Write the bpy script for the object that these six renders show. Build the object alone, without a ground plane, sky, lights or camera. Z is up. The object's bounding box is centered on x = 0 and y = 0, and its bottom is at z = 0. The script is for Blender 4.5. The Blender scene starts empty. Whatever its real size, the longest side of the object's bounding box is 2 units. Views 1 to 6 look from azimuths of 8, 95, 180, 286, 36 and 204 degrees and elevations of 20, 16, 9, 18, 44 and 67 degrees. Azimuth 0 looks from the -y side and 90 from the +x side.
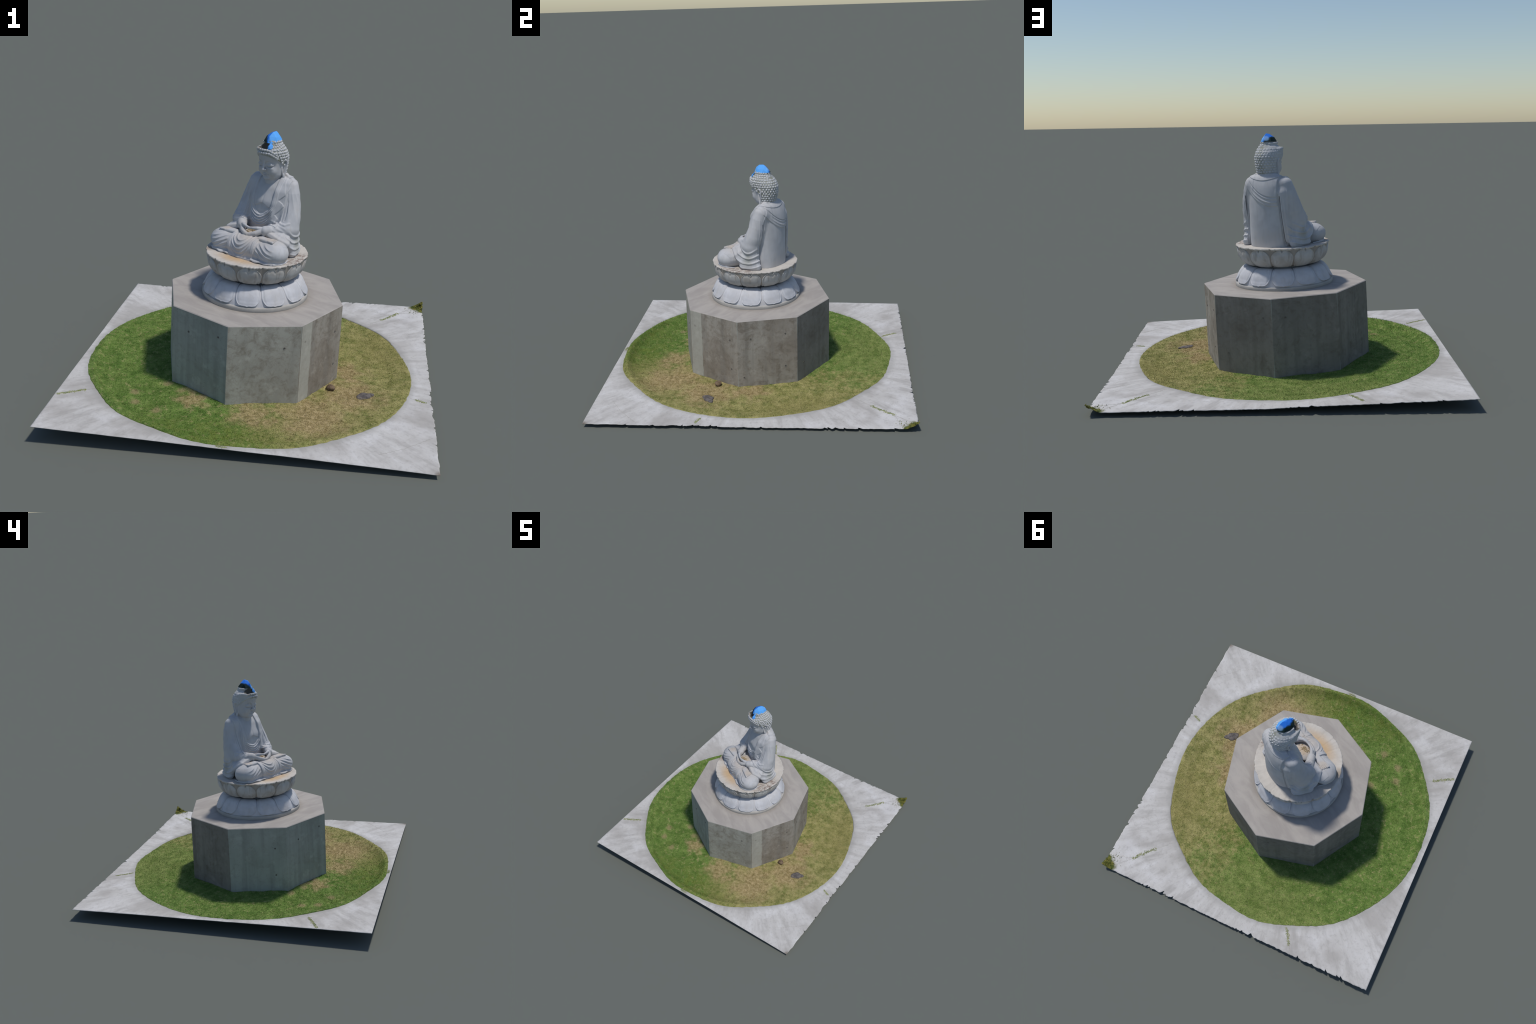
# Seated stone Buddha on a lotus pedestal, on an octagonal concrete plinth,
# standing in a round lawn cut out of a square of pale concrete paving.
import bpy, bmesh, math, random
import numpy as np
from mathutils import Vector, Matrix
from mathutils.bvhtree import BVHTree

rng = np.random.default_rng(7)
random.seed(7)
scene = bpy.context.scene

# ------------------------------------------------------------------ frames
# The whole thing leans a little: its own up axis in world coordinates.
UP = Vector((0.033, 0.0145, 1.0)).normalized()
GROUND_O = Vector((0.0, 0.0, 0.05))                 # paving level at the world axis
CENTRE_O = Vector((-0.028, -0.042, 0.0515))         # plinth axis at paving level
FACING = math.radians(-30.8)                        # the statue looks to -x -y


def frame(origin, azimuth):
    fw = Vector((math.sin(azimuth), -math.cos(azimuth), 0.0))
    y = -(fw - UP * fw.dot(UP)).normalized()
    x = y.cross(UP)
    m = Matrix((x, y, UP)).transposed().to_4x4()
    m.translation = origin
    return m


GROUND_M = frame(GROUND_O, 0.0)
STATUE_M = frame(CENTRE_O, FACING)
PLINTH_TOP = 0.4405
SEAT = 0.688


def thing(name, label, category, matrix):
    e = bpy.data.objects.new(name, None)
    e.empty_display_size = 0.1
    e.matrix_world = matrix
    e["label"] = label
    e["category"] = category
    scene.collection.objects.link(e)
    return e


def part(name, mesh, parent, mats=(), smooth=True):
    o = bpy.data.objects.new(name, mesh)
    scene.collection.objects.link(o)
    o.parent = parent
    for m in mats:
        if len(mesh.materials) < len(mats):
            mesh.materials.append(m)
    if smooth and len(mesh.polygons):
        mesh.polygons.foreach_set("use_smooth", [True] * len(mesh.polygons))
    return o


def mesh_from(name, v, f):
    me = bpy.data.meshes.new(name)
    v = np.asarray(v, dtype=np.float32)
    if isinstance(f, np.ndarray):
        n, w = f.shape
        me.vertices.add(len(v))
        me.vertices.foreach_set("co", v.ravel())
        me.loops.add(n * w)
        me.loops.foreach_set("vertex_index", f.astype(np.int32).ravel())
        me.polygons.add(n)
        me.polygons.foreach_set("loop_start", np.arange(0, n * w, w, dtype=np.int32))
        me.polygons.foreach_set("loop_total", np.full(n, w, dtype=np.int32))
        me.update(calc_edges=True)
    else:
        me.from_pydata([tuple(p) for p in v], [], [tuple(int(i) for i in q) for q in f])
        me.update()
    return me


# ------------------------------------------------------------------ materials
class Mat:
    """Small node-graph writer around one Principled BSDF."""

    def __init__(self, name, rough=0.85, spec=0.25):
        self.m = bpy.data.materials.new(name)
        self.m.use_nodes = True
        self.t = self.m.node_tree
        self.b = self.t.nodes["Principled BSDF"]
        self.b.inputs["Roughness"].default_value = rough
        self.b.inputs["Specular IOR Level"].default_value = spec
        self.co = self.t.nodes.new("ShaderNodeTexCoord").outputs["Object"]

    def put(self, sock, v):
        if isinstance(v, bpy.types.NodeSocket):
            self.t.links.new(v, sock)
        elif isinstance(v, (tuple, list)):
            sock.default_value = (*v, 1.0) if (len(v) == 3 and sock.type == "RGBA") else tuple(v)
        else:
            sock.default_value = v

    def map(self, scale=(1, 1, 1), loc=(0, 0, 0), rot=(0, 0, 0), vec=None):
        n = self.t.nodes.new("ShaderNodeMapping")
        self.put(n.inputs["Vector"], vec or self.co)
        n.inputs["Scale"].default_value = scale
        n.inputs["Location"].default_value = loc
        n.inputs["Rotation"].default_value = rot
        return n.outputs[0]

    def noise(self, scale, detail=4, rough=0.55, vec=None, dist=0.0):
        n = self.t.nodes.new("ShaderNodeTexNoise")
        self.put(n.inputs["Vector"], vec or self.co)
        n.inputs["Scale"].default_value = scale
        n.inputs["Detail"].default_value = detail
        n.inputs["Roughness"].default_value = rough
        n.inputs["Distortion"].default_value = dist
        return n.outputs["Fac"]

    def voronoi(self, scale, vec=None, feature="F1"):
        n = self.t.nodes.new("ShaderNodeTexVoronoi")
        n.feature = feature
        self.put(n.inputs["Vector"], vec or self.co)
        n.inputs["Scale"].default_value = scale
        return n.outputs["Distance"]

    def ramp(self, fac, lo, hi, a=0.0, b=1.0):
        n = self.t.nodes.new("ShaderNodeMapRange")
        n.interpolation_type = "SMOOTHSTEP"
        self.put(n.inputs["Value"], fac)
        n.inputs["From Min"].default_value = lo
        n.inputs["From Max"].default_value = hi
        n.inputs["To Min"].default_value = a
        n.inputs["To Max"].default_value = b
        return n.outputs[0]

    def mix(self, fac, a, b, mode="MIX"):
        n = self.t.nodes.new("ShaderNodeMix")
        n.data_type = "RGBA"
        n.blend_type = mode
        self.put(n.inputs[0], fac)
        self.put(n.inputs[6], a)
        self.put(n.inputs[7], b)
        return n.outputs[2]

    def math(self, op, a, b=0.0):
        n = self.t.nodes.new("ShaderNodeMath")
        n.operation = op
        self.put(n.inputs[0], a)
        self.put(n.inputs[1], b)
        return n.outputs[0]

    def axis(self, i, vec=None):
        n = self.t.nodes.new("ShaderNodeSeparateXYZ")
        self.put(n.inputs[0], vec or self.co)
        return n.outputs[i]

    def near(self, centre, r0, r1, scale=(1, 1, 1), wobble=0.0, wscale=8.0):
        """1 inside r0 of a point, 0 beyond r1 (an ellipsoid through scale)."""
        v = self.map(scale=scale, loc=tuple(-c * s for c, s in zip(centre, scale)))
        n = self.t.nodes.new("ShaderNodeVectorMath")
        n.operation = "LENGTH"
        self.put(n.inputs[0], v)
        d = n.outputs["Value"]
        if wobble:
            d = self.math("ADD", d, self.math("MULTIPLY", self.math("SUBTRACT", self.noise(wscale, 5), 0.5), wobble))
        return self.ramp(d, r0, r1, 1.0, 0.0)

    def bump(self, h, strength=0.3, dist=0.002):
        n = self.t.nodes.new("ShaderNodeBump")
        n.inputs["Strength"].default_value = strength
        n.inputs["Distance"].default_value = dist
        self.put(n.inputs["Height"], h)
        self.put(self.b.inputs["Normal"], n.outputs[0])

    def colour(self, c):
        self.put(self.b.inputs["Base Color"], c)
        return self.m


def stone(name, base, stain=None, curls=False):
    """Pale grey carved granite with fine speckle and soft weathering."""
    k = Mat(name, 0.75, 0.3)
    if curls:                                   # repeats: shift the grain per piece
        n = k.t.nodes.new("ShaderNodeVectorMath")
        n.operation = "ADD"
        i = k.t.nodes.new("ShaderNodeObjectInfo")
        k.put(n.inputs[0], k.co)
        k.put(n.inputs[1], k.math("MULTIPLY", i.outputs["Random"], 40.0))
        k.co = n.outputs[0]
    c = k.mix(k.ramp(k.noise(14, 6), 0.3, 0.7), tuple(v * 0.90 for v in base), tuple(v * 1.06 for v in base))
    c = k.mix(k.ramp(k.noise(420, 2), 0.52, 0.75, 0.0, 0.35), c, tuple(v * 0.72 for v in base))
    if stain:
        c = stain(k, c)
    k.bump(k.noise(260, 3), 0.18, 0.001)
    return k.colour(c)


WHITE = (0.515, 0.515, 0.53)


def lap_stain(k, c):
    m = k.ramp(k.noise(1.0, 5, 0.6, vec=k.map(scale=(38, 38, 6))), 0.50, 0.74, 0, 0.30)
    c = k.mix(m, c, (0.34, 0.325, 0.305))
    c = k.mix(k.ramp(k.noise(7, 5, 0.6), 0.48, 0.72, 0, 0.45), c, (0.43, 0.39, 0.345))
    # rain-washed dust collected in the lap, between the hands and on the feet
    tan = (0.52, 0.40, 0.27)
    m = k.near((0.0, -0.045, 0.800), 0.02, 0.075, (1, 1.2, 1.2), 0.05, 30)
    c = k.mix(k.math("MULTIPLY", m, 0.85), c, tan)
    m = k.near((0.02, -0.115, 0.785), 0.01, 0.11, (0.8, 1.4, 1.5), 0.08, 25)
    c = k.mix(k.math("MULTIPLY", m, 0.35), c, tan)
    for sx in (-1, 1):
        m = k.near((sx * 0.155, -0.09, 0.808), 0.01, 0.045, (1, 1, 1.5), 0.03, 40)
        c = k.mix(k.math("MULTIPLY", m, 0.4), c, tan)
        # dark olive tint in the deep sleeve folds
        m = k.near((sx * 0.205, 0.085, 0.755), 0.01, 0.06, (1, 1.2, 0.8), 0.06, 40)
        c = k.mix(k.math("MULTIPLY", m, 0.30), c, (0.20, 0.20, 0.10))
    return c


M_STONE = stone("statue_stone", WHITE, lap_stain)


def hair_stain(k, c):
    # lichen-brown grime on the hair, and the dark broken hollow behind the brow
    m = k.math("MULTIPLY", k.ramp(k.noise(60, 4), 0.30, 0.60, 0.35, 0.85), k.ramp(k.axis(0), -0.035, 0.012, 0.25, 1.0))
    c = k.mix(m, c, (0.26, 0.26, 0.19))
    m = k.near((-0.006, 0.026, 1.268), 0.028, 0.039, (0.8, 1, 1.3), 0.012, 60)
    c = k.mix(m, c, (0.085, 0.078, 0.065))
    m = k.near((-0.03, 0.006, 1.262), 0.006, 0.014, (0.7, 1, 1), 0.008, 60)
    c = k.mix(m, c, (0.36, 0.33, 0.29))
    m = k.near((0.012, 0.006, 1.262), 0.004, 0.012, (0.7, 1, 1), 0.008, 60)
    c = k.mix(k.math("MULTIPLY", m, 0.8), c, (0.14, 0.13, 0.05))
    return c


M_HAIR = stone("hair_stone", (0.54, 0.545, 0.56), hair_stain)


def curl_tone(k, c):
    i = k.t.nodes.new("ShaderNodeObjectInfo")
    return k.mix(k.ramp(i.outputs["Random"], 0, 1, 0.0, 0.4), c, (0.40, 0.41, 0.40))


M_CURL = stone("curl_stone", (0.55, 0.555, 0.57), curl_tone, True)


def lower_stain(k, c):
    m = k.ramp(k.noise(9, 5), 0.45, 0.75)
    c = k.mix(k.ramp(k.noise(1.0, 5, 0.6, vec=k.map(scale=(34, 34, 7))), 0.5, 0.74, 0, 0.25), c, (0.36, 0.34, 0.31))
    return k.mix(k.math("MULTIPLY", m, 0.30), c, (0.45, 0.40, 0.34))


M_LOTUS_LOW = stone("lower_lotus_stone", (0.56, 0.56, 0.585), lower_stain, True)


def upper_stain(k, c):
    m = k.ramp(k.noise(13, 5), 0.38, 0.70)
    c = k.mix(k.math("MULTIPLY", m, 0.55), c, (0.33, 0.285, 0.235))
    m = k.ramp(k.noise(1.0, 4, vec=k.map(scale=(45, 45, 5))), 0.50, 0.72)
    return k.mix(k.math("MULTIPLY", m, 0.45), c, (0.24, 0.205, 0.165))


M_LOTUS_UP = stone("upper_lotus_stone", (0.50, 0.495, 0.48), upper_stain, True)
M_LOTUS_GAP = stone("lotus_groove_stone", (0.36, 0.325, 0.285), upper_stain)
M_FOOT = stone("pedestal_foot_stone", (0.43, 0.41, 0.38), lower_stain)


def seat_stain(k, c):
    # ochre wash in front of the statue, brown lichen on its left, paler behind
    v = k.map(scale=(0.42, 1, 0), loc=(0, 0.190, 0))
    n = k.t.nodes.new("ShaderNodeVectorMath")
    n.operation = "LENGTH"
    k.put(n.inputs[0], v)
    d = k.math("ADD", n.outputs["Value"], k.math("MULTIPLY", k.noise(14, 5), 0.03))
    c = k.mix(k.ramp(d, 0.02, 0.095, 1.0, 0.08), c, (0.55, 0.39, 0.235))
    m = k.near((0.245, 0.04, SEAT), 0.03, 0.12, (1, 0.7, 0), 0.10, 22)
    c = k.mix(k.math("MULTIPLY", m, k.ramp(k.noise(45, 6, 0.7), 0.42, 0.6)), c, (0.27, 0.21, 0.18))
    m = k.near((-0.215, -0.165, SEAT), 0.0, 0.06, (1, 1, 0), 0.05, 25)
    c = k.mix(k.math("MULTIPLY", m, 0.8), c, (0.27, 0.21, 0.15))
    return k.mix(k.ramp(k.noise(130, 3), 0.6, 0.75, 0, 0.4), c, (0.30, 0.24, 0.18))


M_SEAT = stone("seat_stone", (0.56, 0.53, 0.49), seat_stain)


def concrete(name, base, tone, streak, blotch, blotch_scale=7.0, pores=0.5, turn=(0, 0, 0)):
    k = Mat(name, 0.9, 0.2)
    c = k.mix(k.ramp(k.noise(3.5, 6), 0.3, 0.72), base, tone)
    v = k.map(scale=(22, 22, 1.2))
    c = k.mix(k.ramp(k.noise(1.0, 5, vec=v), 0.42, 0.72, 0.0, streak), c, tuple(x * 0.62 for x in base))
    m = k.math("MULTIPLY", k.ramp(k.noise(blotch_scale, 8, 0.75, dist=0.8), 0.46, 0.74), blotch)
    c = k.mix(m, c, tuple(x * f for x, f in zip(base, (0.42, 0.37, 0.32))))
    m = k.ramp(k.noise(11, 6, 0.6, vec=k.map(loc=(4, 2, 1))), 0.55, 0.72, 0, 0.45)
    c = k.mix(m, c, tuple(min(1, x * 1.25) for x in base))
    c = k.mix(k.ramp(k.noise(26, 6, 0.75, dist=0.5), 0.46, 0.72, 0, blotch * 0.9), c, tuple(x * f for x, f in zip(base, (0.50, 0.45, 0.40))))
    p = k.ramp(k.voronoi(70), 0.06, 0.13, pores, 0.0)
    c = k.mix(p, c, tuple(x * 0.4 for x in base))
    k.bump(k.noise(45, 6, 0.7), 0.25, 0.003)
    return k.colour(c)


M_PL_BOARD = concrete("board_marked_concrete", (0.37, 0.38, 0.345), (0.30, 0.32, 0.285), 0.6, 0.3, 6, 0.9)
M_PL_MOTTLE = concrete("mottled_concrete", (0.44, 0.425, 0.37), (0.34, 0.325, 0.28), 0.35, 0.75, 11)
M_PL_BROWN = concrete("stained_concrete", (0.37, 0.34, 0.295), (0.26, 0.225, 0.185), 0.7, 0.8, 8)
M_PL_SHADE = concrete("dark_grey_concrete", (0.25, 0.235, 0.21), (0.19, 0.18, 0.16), 0.65, 0.6, 6)  # darker grey base colour, used on the plinth's rear faces
M_PL_STRIP = concrete("fresh_concrete", (0.435, 0.42, 0.365), (0.39, 0.375, 0.325), 0.3, 0.25, 9)


def plinth_top_material():
    k = Mat("trowelled_concrete", 0.85, 0.25)
    v = k.map(scale=(5, 14, 5), rot=(0, 0, 0.5))
    c = k.mix(k.ramp(k.noise(1.0, 6, 0.6, vec=v, dist=0.6), 0.3, 0.7), (0.43, 0.395, 0.36), (0.35, 0.32, 0.295))
    c = k.mix(k.ramp(k.noise(7, 6), 0.55, 0.75, 0, 0.5), c, (0.45, 0.41, 0.37))
    c = k.mix(k.ramp(k.noise(200, 2), 0.6, 0.75, 0, 0.35), c, (0.25, 0.23, 0.21))
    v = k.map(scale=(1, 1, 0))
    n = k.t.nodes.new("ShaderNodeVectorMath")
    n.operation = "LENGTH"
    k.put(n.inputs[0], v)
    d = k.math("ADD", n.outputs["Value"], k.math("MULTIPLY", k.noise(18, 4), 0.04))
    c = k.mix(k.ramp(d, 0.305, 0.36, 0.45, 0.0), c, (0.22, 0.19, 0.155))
    k.bump(k.noise(60, 5), 0.12, 0.002)
    return k.colour(c)


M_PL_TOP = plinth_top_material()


def paving_material():
    k = Mat("broomed_concrete", 0.9, 0.2)
    # broom strokes run outwards from the lawn
    n = k.t.nodes.new("ShaderNodeTexGradient")
    n.gradient_type = "RADIAL"
    k.put(n.inputs[0], k.map(loc=(0.039, 0.045, 0)))
    ang = n.outputs["Fac"]
    cmb = k.t.nodes.new("ShaderNodeCombineXYZ")
    k.put(cmb.inputs[0], k.math("MULTIPLY", ang, 120.0))
    ln = k.t.nodes.new("ShaderNodeVectorMath")
    ln.operation = "LENGTH"
    k.put(ln.inputs[0], k.map(loc=(0.039, 0.045, 0), scale=(1, 1, 0)))
    k.put(cmb.inputs[1], k.math("MULTIPLY", ln.outputs["Value"], 4.0))
    st = k.noise(1.0, 5, 0.6, vec=cmb.outputs[0])
    c = k.mix(k.ramp(k.noise(2.2, 5), 0.3, 0.7), (0.53, 0.51, 0.485), (0.605, 0.585, 0.565))
    c = k.mix(k.ramp(st, 0.46, 0.70, 0, 0.65), c, (0.36, 0.34, 0.32))
    c = k.mix(k.ramp(st, 0.46, 0.28, 0, 0.60), c, (0.68, 0.665, 0.66))
    big = k.ramp(k.noise(3.2, 4, 0.5, vec=k.map(loc=(7, 2, 0))), 0.48, 0.66, 0, 0.60)
    c = k.mix(big, c, (0.37, 0.345, 0.32))
    c = k.mix(k.ramp(k.noise(4.0, 5, vec=k.map(loc=(3, 3, 0))), 0.52, 0.70, 0, 0.6), c, (0.67, 0.655, 0.65))
    c = k.mix(k.ramp(k.noise(38, 6, 0.75), 0.48, 0.70, 0, 0.50), c, (0.36, 0.34, 0.32))
    c = k.mix(k.ramp(k.noise(300, 2), 0.6, 0.8, 0, 0.4), c, (0.33, 0.315, 0.30))
    # trodden, darker margin and curb line along the lawn
    d = k.math("ADD", ln.outputs["Value"], k.math("MULTIPLY", k.noise(12, 5), 0.03))
    c = k.mix(k.ramp(d, 0.945, 0.985, 0.45, 0.0), c, (0.33, 0.32, 0.30))
    # green growth on the raised corner, brown tip on the next one
    m = k.near((1.0, 0.99, 0.0), 0.075, 0.105, (1, 1, 0.3), 0.07, 18)
    g = k.mix(k.ramp(k.noise(35, 4), 0.4, 0.6), (0.075, 0.10, 0.02), (0.19, 0.175, 0.04))
    c = k.mix(m, c, g)
    m = k.near((1.0, -1.0, 0.0), 0.01, 0.05, (1, 1, 0.3), 0.06, 25)
    c = k.mix(k.math("MULTIPLY", m, 0.85), c, (0.14, 0.11, 0.08))
    k.bump(k.math("ADD", k.noise(120, 4), st), 0.25, 0.002)
    return k.colour(c)


M_PAVING = paving_material()


def lawn_material(name, blade=False):
    k = Mat(name, 0.9, 0.1)
    if blade:
        g = k.noise(60, 3)
    else:
        g = k.noise(190, 4, 0.7)
    big = k.noise(5.5, 5, 0.6)
    mid = k.noise(16, 5, 0.6, vec=k.map(loc=(5, 1, 0)))
    fine = k.noise(42, 5, 0.65, vec=k.map(loc=(2, 9, 0)))
    green = k.mix(k.ramp(mid, 0.3, 0.7), (0.100, 0.185, 0.036), (0.195, 0.285, 0.072))
    olive = k.mix(k.ramp(mid, 0.3, 0.7), (0.22, 0.225, 0.068), (0.42, 0.375, 0.155))
    dry = k.mix(k.ramp(fine, 0.35, 0.65), (0.31, 0.215, 0.105), (0.52, 0.385, 0.22))
    # lush on the -x side, olive on the +x side
    x, y = k.axis(0), k.axis(1)
    side = k.math("ADD", k.math("ADD", x, k.math("MULTIPLY", y, -0.15)), k.math("ADD", k.math("MULTIPLY", k.math("SUBTRACT", big, 0.5), 0.9), k.math("MULTIPLY", k.math("SUBTRACT", fine, 0.5), 0.7)))
    c = k.mix(k.ramp(side, 0.0, 0.40), green, olive)
    # straw thatch showing through everywhere
    c = k.mix(k.ramp(fine, 0.53, 0.68, 0, 0.60), c, (0.43, 0.375, 0.18))
    c = k.mix(k.ramp(fine, 0.46, 0.30, 0, 0.55), c, (0.060, 0.095, 0.02))
    c = k.mix(k.ramp(k.noise(11, 4, 0.6, vec=k.map(loc=(1, 7, 3))), 0.52, 0.70, 0, 0.45), c, (0.085, 0.135, 0.025))
    m = k.near((-0.1, 0.80, 0), 0.1, 0.5, (0.7, 1, 0), 0.4, 6)
    c = k.mix(k.math("MULTIPLY", m, 0.55), c, k.mix(0.5, green, olive))
    # yellow margin by the -y curb, lush fringe
    m = k.near((-0.10, -0.90, 0), 0.06, 0.34, (0.5, 1, 0), 0.35, 18)
    c = k.mix(k.math("MULTIPLY", m, k.ramp(mid, 0.4, 0.6, 0.2, 0.8)), c, (0.14, 0.185, 0.035))
    # scorched, trampled crescent in front of the plinth
    for cx, cy, r, sy in ((-0.30, -0.50, 0.10, 1.0), (0.05, -0.60, 0.17, 1.3), (0.36, -0.57, 0.24, 1.0), (0.56, -0.30, 0.20, 1.0), (0.52, -0.02, 0.12, 1.0)):
        m = k.near((cx, cy, 0), r * 0.25, r * 1.25, (1, sy, 0), 0.34, 14)
        c = k.mix(k.math("MULTIPLY", m, 0.72), c, dry)
    m = k.near((0.74, 0.30, 0), 0.05, 0.35, (1.3, 0.7, 0), 0.3, 9)
    c = k.mix(k.math("MULTIPLY", m, 0.45), c, (0.30, 0.26, 0.095))
    # small bare spots in the green
    for cx, cy in ((-0.614, -0.475), (-0.583, -0.58), (-0.453, -0.642), (-0.455, -0.369), (-0.36, -0.44)):
        m = k.near((cx, cy, 0), 0.008, 0.040, (1, 1, 0), 0.04, 40)
        c = k.mix(k.math("MULTIPLY", m, 0.75), c, (0.36, 0.29, 0.15))
    # clumps: darker gaps and pale straws
    c = k.mix(k.ramp(big, 0.52, 0.70, 0, 0.25), c, k.mix(0.55, c, (0.03, 0.06, 0.01)))
    c = k.mix(k.ramp(g, 0.50, 0.30, 0, 0.55), c, k.mix(0.75, c, (0.02, 0.03, 0.008)))
    c = k.mix(k.ramp(g, 0.56, 0.74, 0, 0.55), c, (0.50, 0.46, 0.24))
    if not blade:
        k.bump(g, 0.5, 0.006)
    return k.colour(c)


M_LAWN = lawn_material("lawn_turf")
M_BLADE = lawn_material("grass_blades", True)


def simple(name, a, b, scale, rough=0.85, bump=0.3):
    k = Mat(name, rough, 0.25)
    c = k.mix(k.ramp(k.noise(scale, 5), 0.35, 0.65), a, b)
    if bump:
        k.bump(k.noise(scale * 3, 4), bump, 0.003)
    return k.colour(c)


M_ROCK = simple("brown_rock", (0.11, 0.075, 0.05), (0.20, 0.14, 0.09), 60)
M_SLATE = simple("dark_slab", (0.085, 0.075, 0.072), (0.16, 0.14, 0.13), 60)
M_MOSS = simple("crack_moss", (0.15, 0.19, 0.06), (0.31, 0.32, 0.15), 50)
M_CRACK = simple("crack_dirt", (0.20, 0.19, 0.16), (0.32, 0.31, 0.28), 40)
M_LEAF = simple("dry_litter", (0.10, 0.075, 0.045), (0.50, 0.38, 0.22), 45, 0.8, 0)
M_TIE = simple("tie_hole_dirt", (0.10, 0.09, 0.08), (0.17, 0.155, 0.14), 80)


def cap_material():
    k = Mat("blue_cap", 0.7, 0.15)
    x, z = k.axis(0), k.axis(2)
    c = k.mix(k.ramp(x, 0.010, 0.016), (0.03, 0.20, 0.78), (0.12, 0.42, 0.94))
    w = k.math("MULTIPLY", k.math("SUBTRACT", k.noise(55, 3), 0.5), 0.03)
    h = k.math("ADD", k.math("SUBTRACT", z, k.math("MULTIPLY", x, -0.9)), w)
    m = k.math("MULTIPLY", k.ramp(h, 1.306, 1.326, 1.0, 0.0), k.ramp(x, 0.004, 0.014, 1.0, 0.0))
    c = k.mix(m, c, (0.012, 0.028, 0.026))
    m = k.near((0.0, 0.118, 1.322), 0.010, 0.024)
    c = k.mix(k.math("MULTIPLY", m, 0.6), c, (0.34, 0.58, 0.90))
    return k.colour(c)


M_CAP = cap_material()


# ------------------------------------------------------------------ sculpting with distance fields
def smin(a, b, k):
    if k <= 0:
        return np.minimum(a, b)
    h = np.clip(0.5 + 0.5 * (b - a) / k, 0, 1)
    return b + (a - b) * h - k * h * (1 - h)


def step(e0, e1, v):
    t = np.clip((v - e0) / (e1 - e0), 0, 1)
    return t * t * (3 - 2 * t)


def band(v, lo, hi, soft):
    return step(lo - soft, lo + soft, v) * (1 - step(hi - soft, hi + soft, v))


def ridge(u, sharp=2.0):
    """Periodic fold crest, 0..1, period 1."""
    return (0.5 + 0.5 * np.cos(2 * np.pi * u)) ** sharp


def capsule(p, q, r0, r1=None):
    p, q = np.array(p, float), np.array(q, float)
    r1 = r0 if r1 is None else r1
    d = q - p
    dd = d @ d

    def f(x, y, z):
        t = np.clip(((x - p[0]) * d[0] + (y - p[1]) * d[1] + (z - p[2]) * d[2]) / dd, 0, 1)
        return np.sqrt((x - p[0] - t * d[0]) ** 2 + (y - p[1] - t * d[1]) ** 2 + (z - p[2] - t * d[2]) ** 2) - (r0 + (r1 - r0) * t)
    m = max(r0, r1)
    return f, np.minimum(p, q) - m, np.maximum(p, q) + m


def chain(pts, rad):
    """A tube along control points; radii may vary."""
    pts = [np.array(p, float) for p in pts]
    rad = [rad] * len(pts) if np.isscalar(rad) else list(rad)
    fs = [capsule(pts[i], pts[i + 1], rad[i], rad[i + 1])[0] for i in range(len(pts) - 1)]

    def f(x, y, z):
        d = fs[0](x, y, z)
        for g in fs[1:]:
            d = np.minimum(d, g(x, y, z))
        return d
    a, m = np.array(pts), max(rad)
    return f, a.min(0) - m, a.max(0) + m


def ellipsoid(c, r):
    c, r = np.array(c, float), np.array(r, float)

    def f(x, y, z):
        a, b, d = (x - c[0]) / r[0], (y - c[1]) / r[1], (z - c[2]) / r[2]
        k0 = np.sqrt(a * a + b * b + d * d)
        k1 = np.sqrt((a / r[0]) ** 2 + (b / r[1]) ** 2 + (d / r[2]) ** 2) + 1e-9
        return k0 * (k0 - 1) / k1
    return f, c - r, c + r


def triangle(a, b, c, r):
    """A rounded triangular sheet of cloth, thickness 2r."""
    a, b, c = (np.array(v, float) for v in (a, b, c))
    n = np.cross(b - a, c - a)
    n /= np.linalg.norm(n)

    def seg(P, p, q):
        d = q - p
        t = np.clip(sum((P[i] - p[i]) * d[i] for i in range(3)) / (d @ d), 0, 1)
        return sum((P[i] - p[i] - t * d[i]) ** 2 for i in range(3))

    def f(x, y, z):
        P = (x, y, z)
        ins = True
        for p, q in ((a, b), (b, c), (c, a)):
            e = np.cross(n, q - p)
            ins = ins & (sum((P[i] - p[i]) * e[i] for i in range(3)) > 0)
        pl = np.abs(sum((P[i] - a[i]) * n[i] for i in range(3)))
        ed = np.sqrt(np.minimum(np.minimum(seg(P, a, b), seg(P, b, c)), seg(P, c, a)))
        return np.where(ins, pl, ed) - r
    m = np.array([a, b, c])
    return f, m.min(0) - r, m.max(0) + r


def smooth_interp(x, xs, ys):
    """Monotone cubic through the control values."""
    xs, ys = np.array(xs, float), np.array(ys, float)
    h, d = np.diff(xs), np.diff(ys) / np.diff(xs)
    m = np.r_[d[0], np.where(d[:-1] * d[1:] > 0, 2 * d[:-1] * d[1:] / (d[:-1] + d[1:] + 1e-12), 0), d[-1]]
    i = np.clip(np.searchsorted(xs, x) - 1, 0, len(h) - 1)
    t = (x - xs[i]) / h[i]
    return (2 * t ** 3 - 3 * t ** 2 + 1) * ys[i] + (t ** 3 - 2 * t ** 2 + t) * h[i] * m[i] + (3 * t ** 2 - 2 * t ** 3) * ys[i + 1] + (t ** 3 - t ** 2) * h[i] * m[i + 1]


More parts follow.
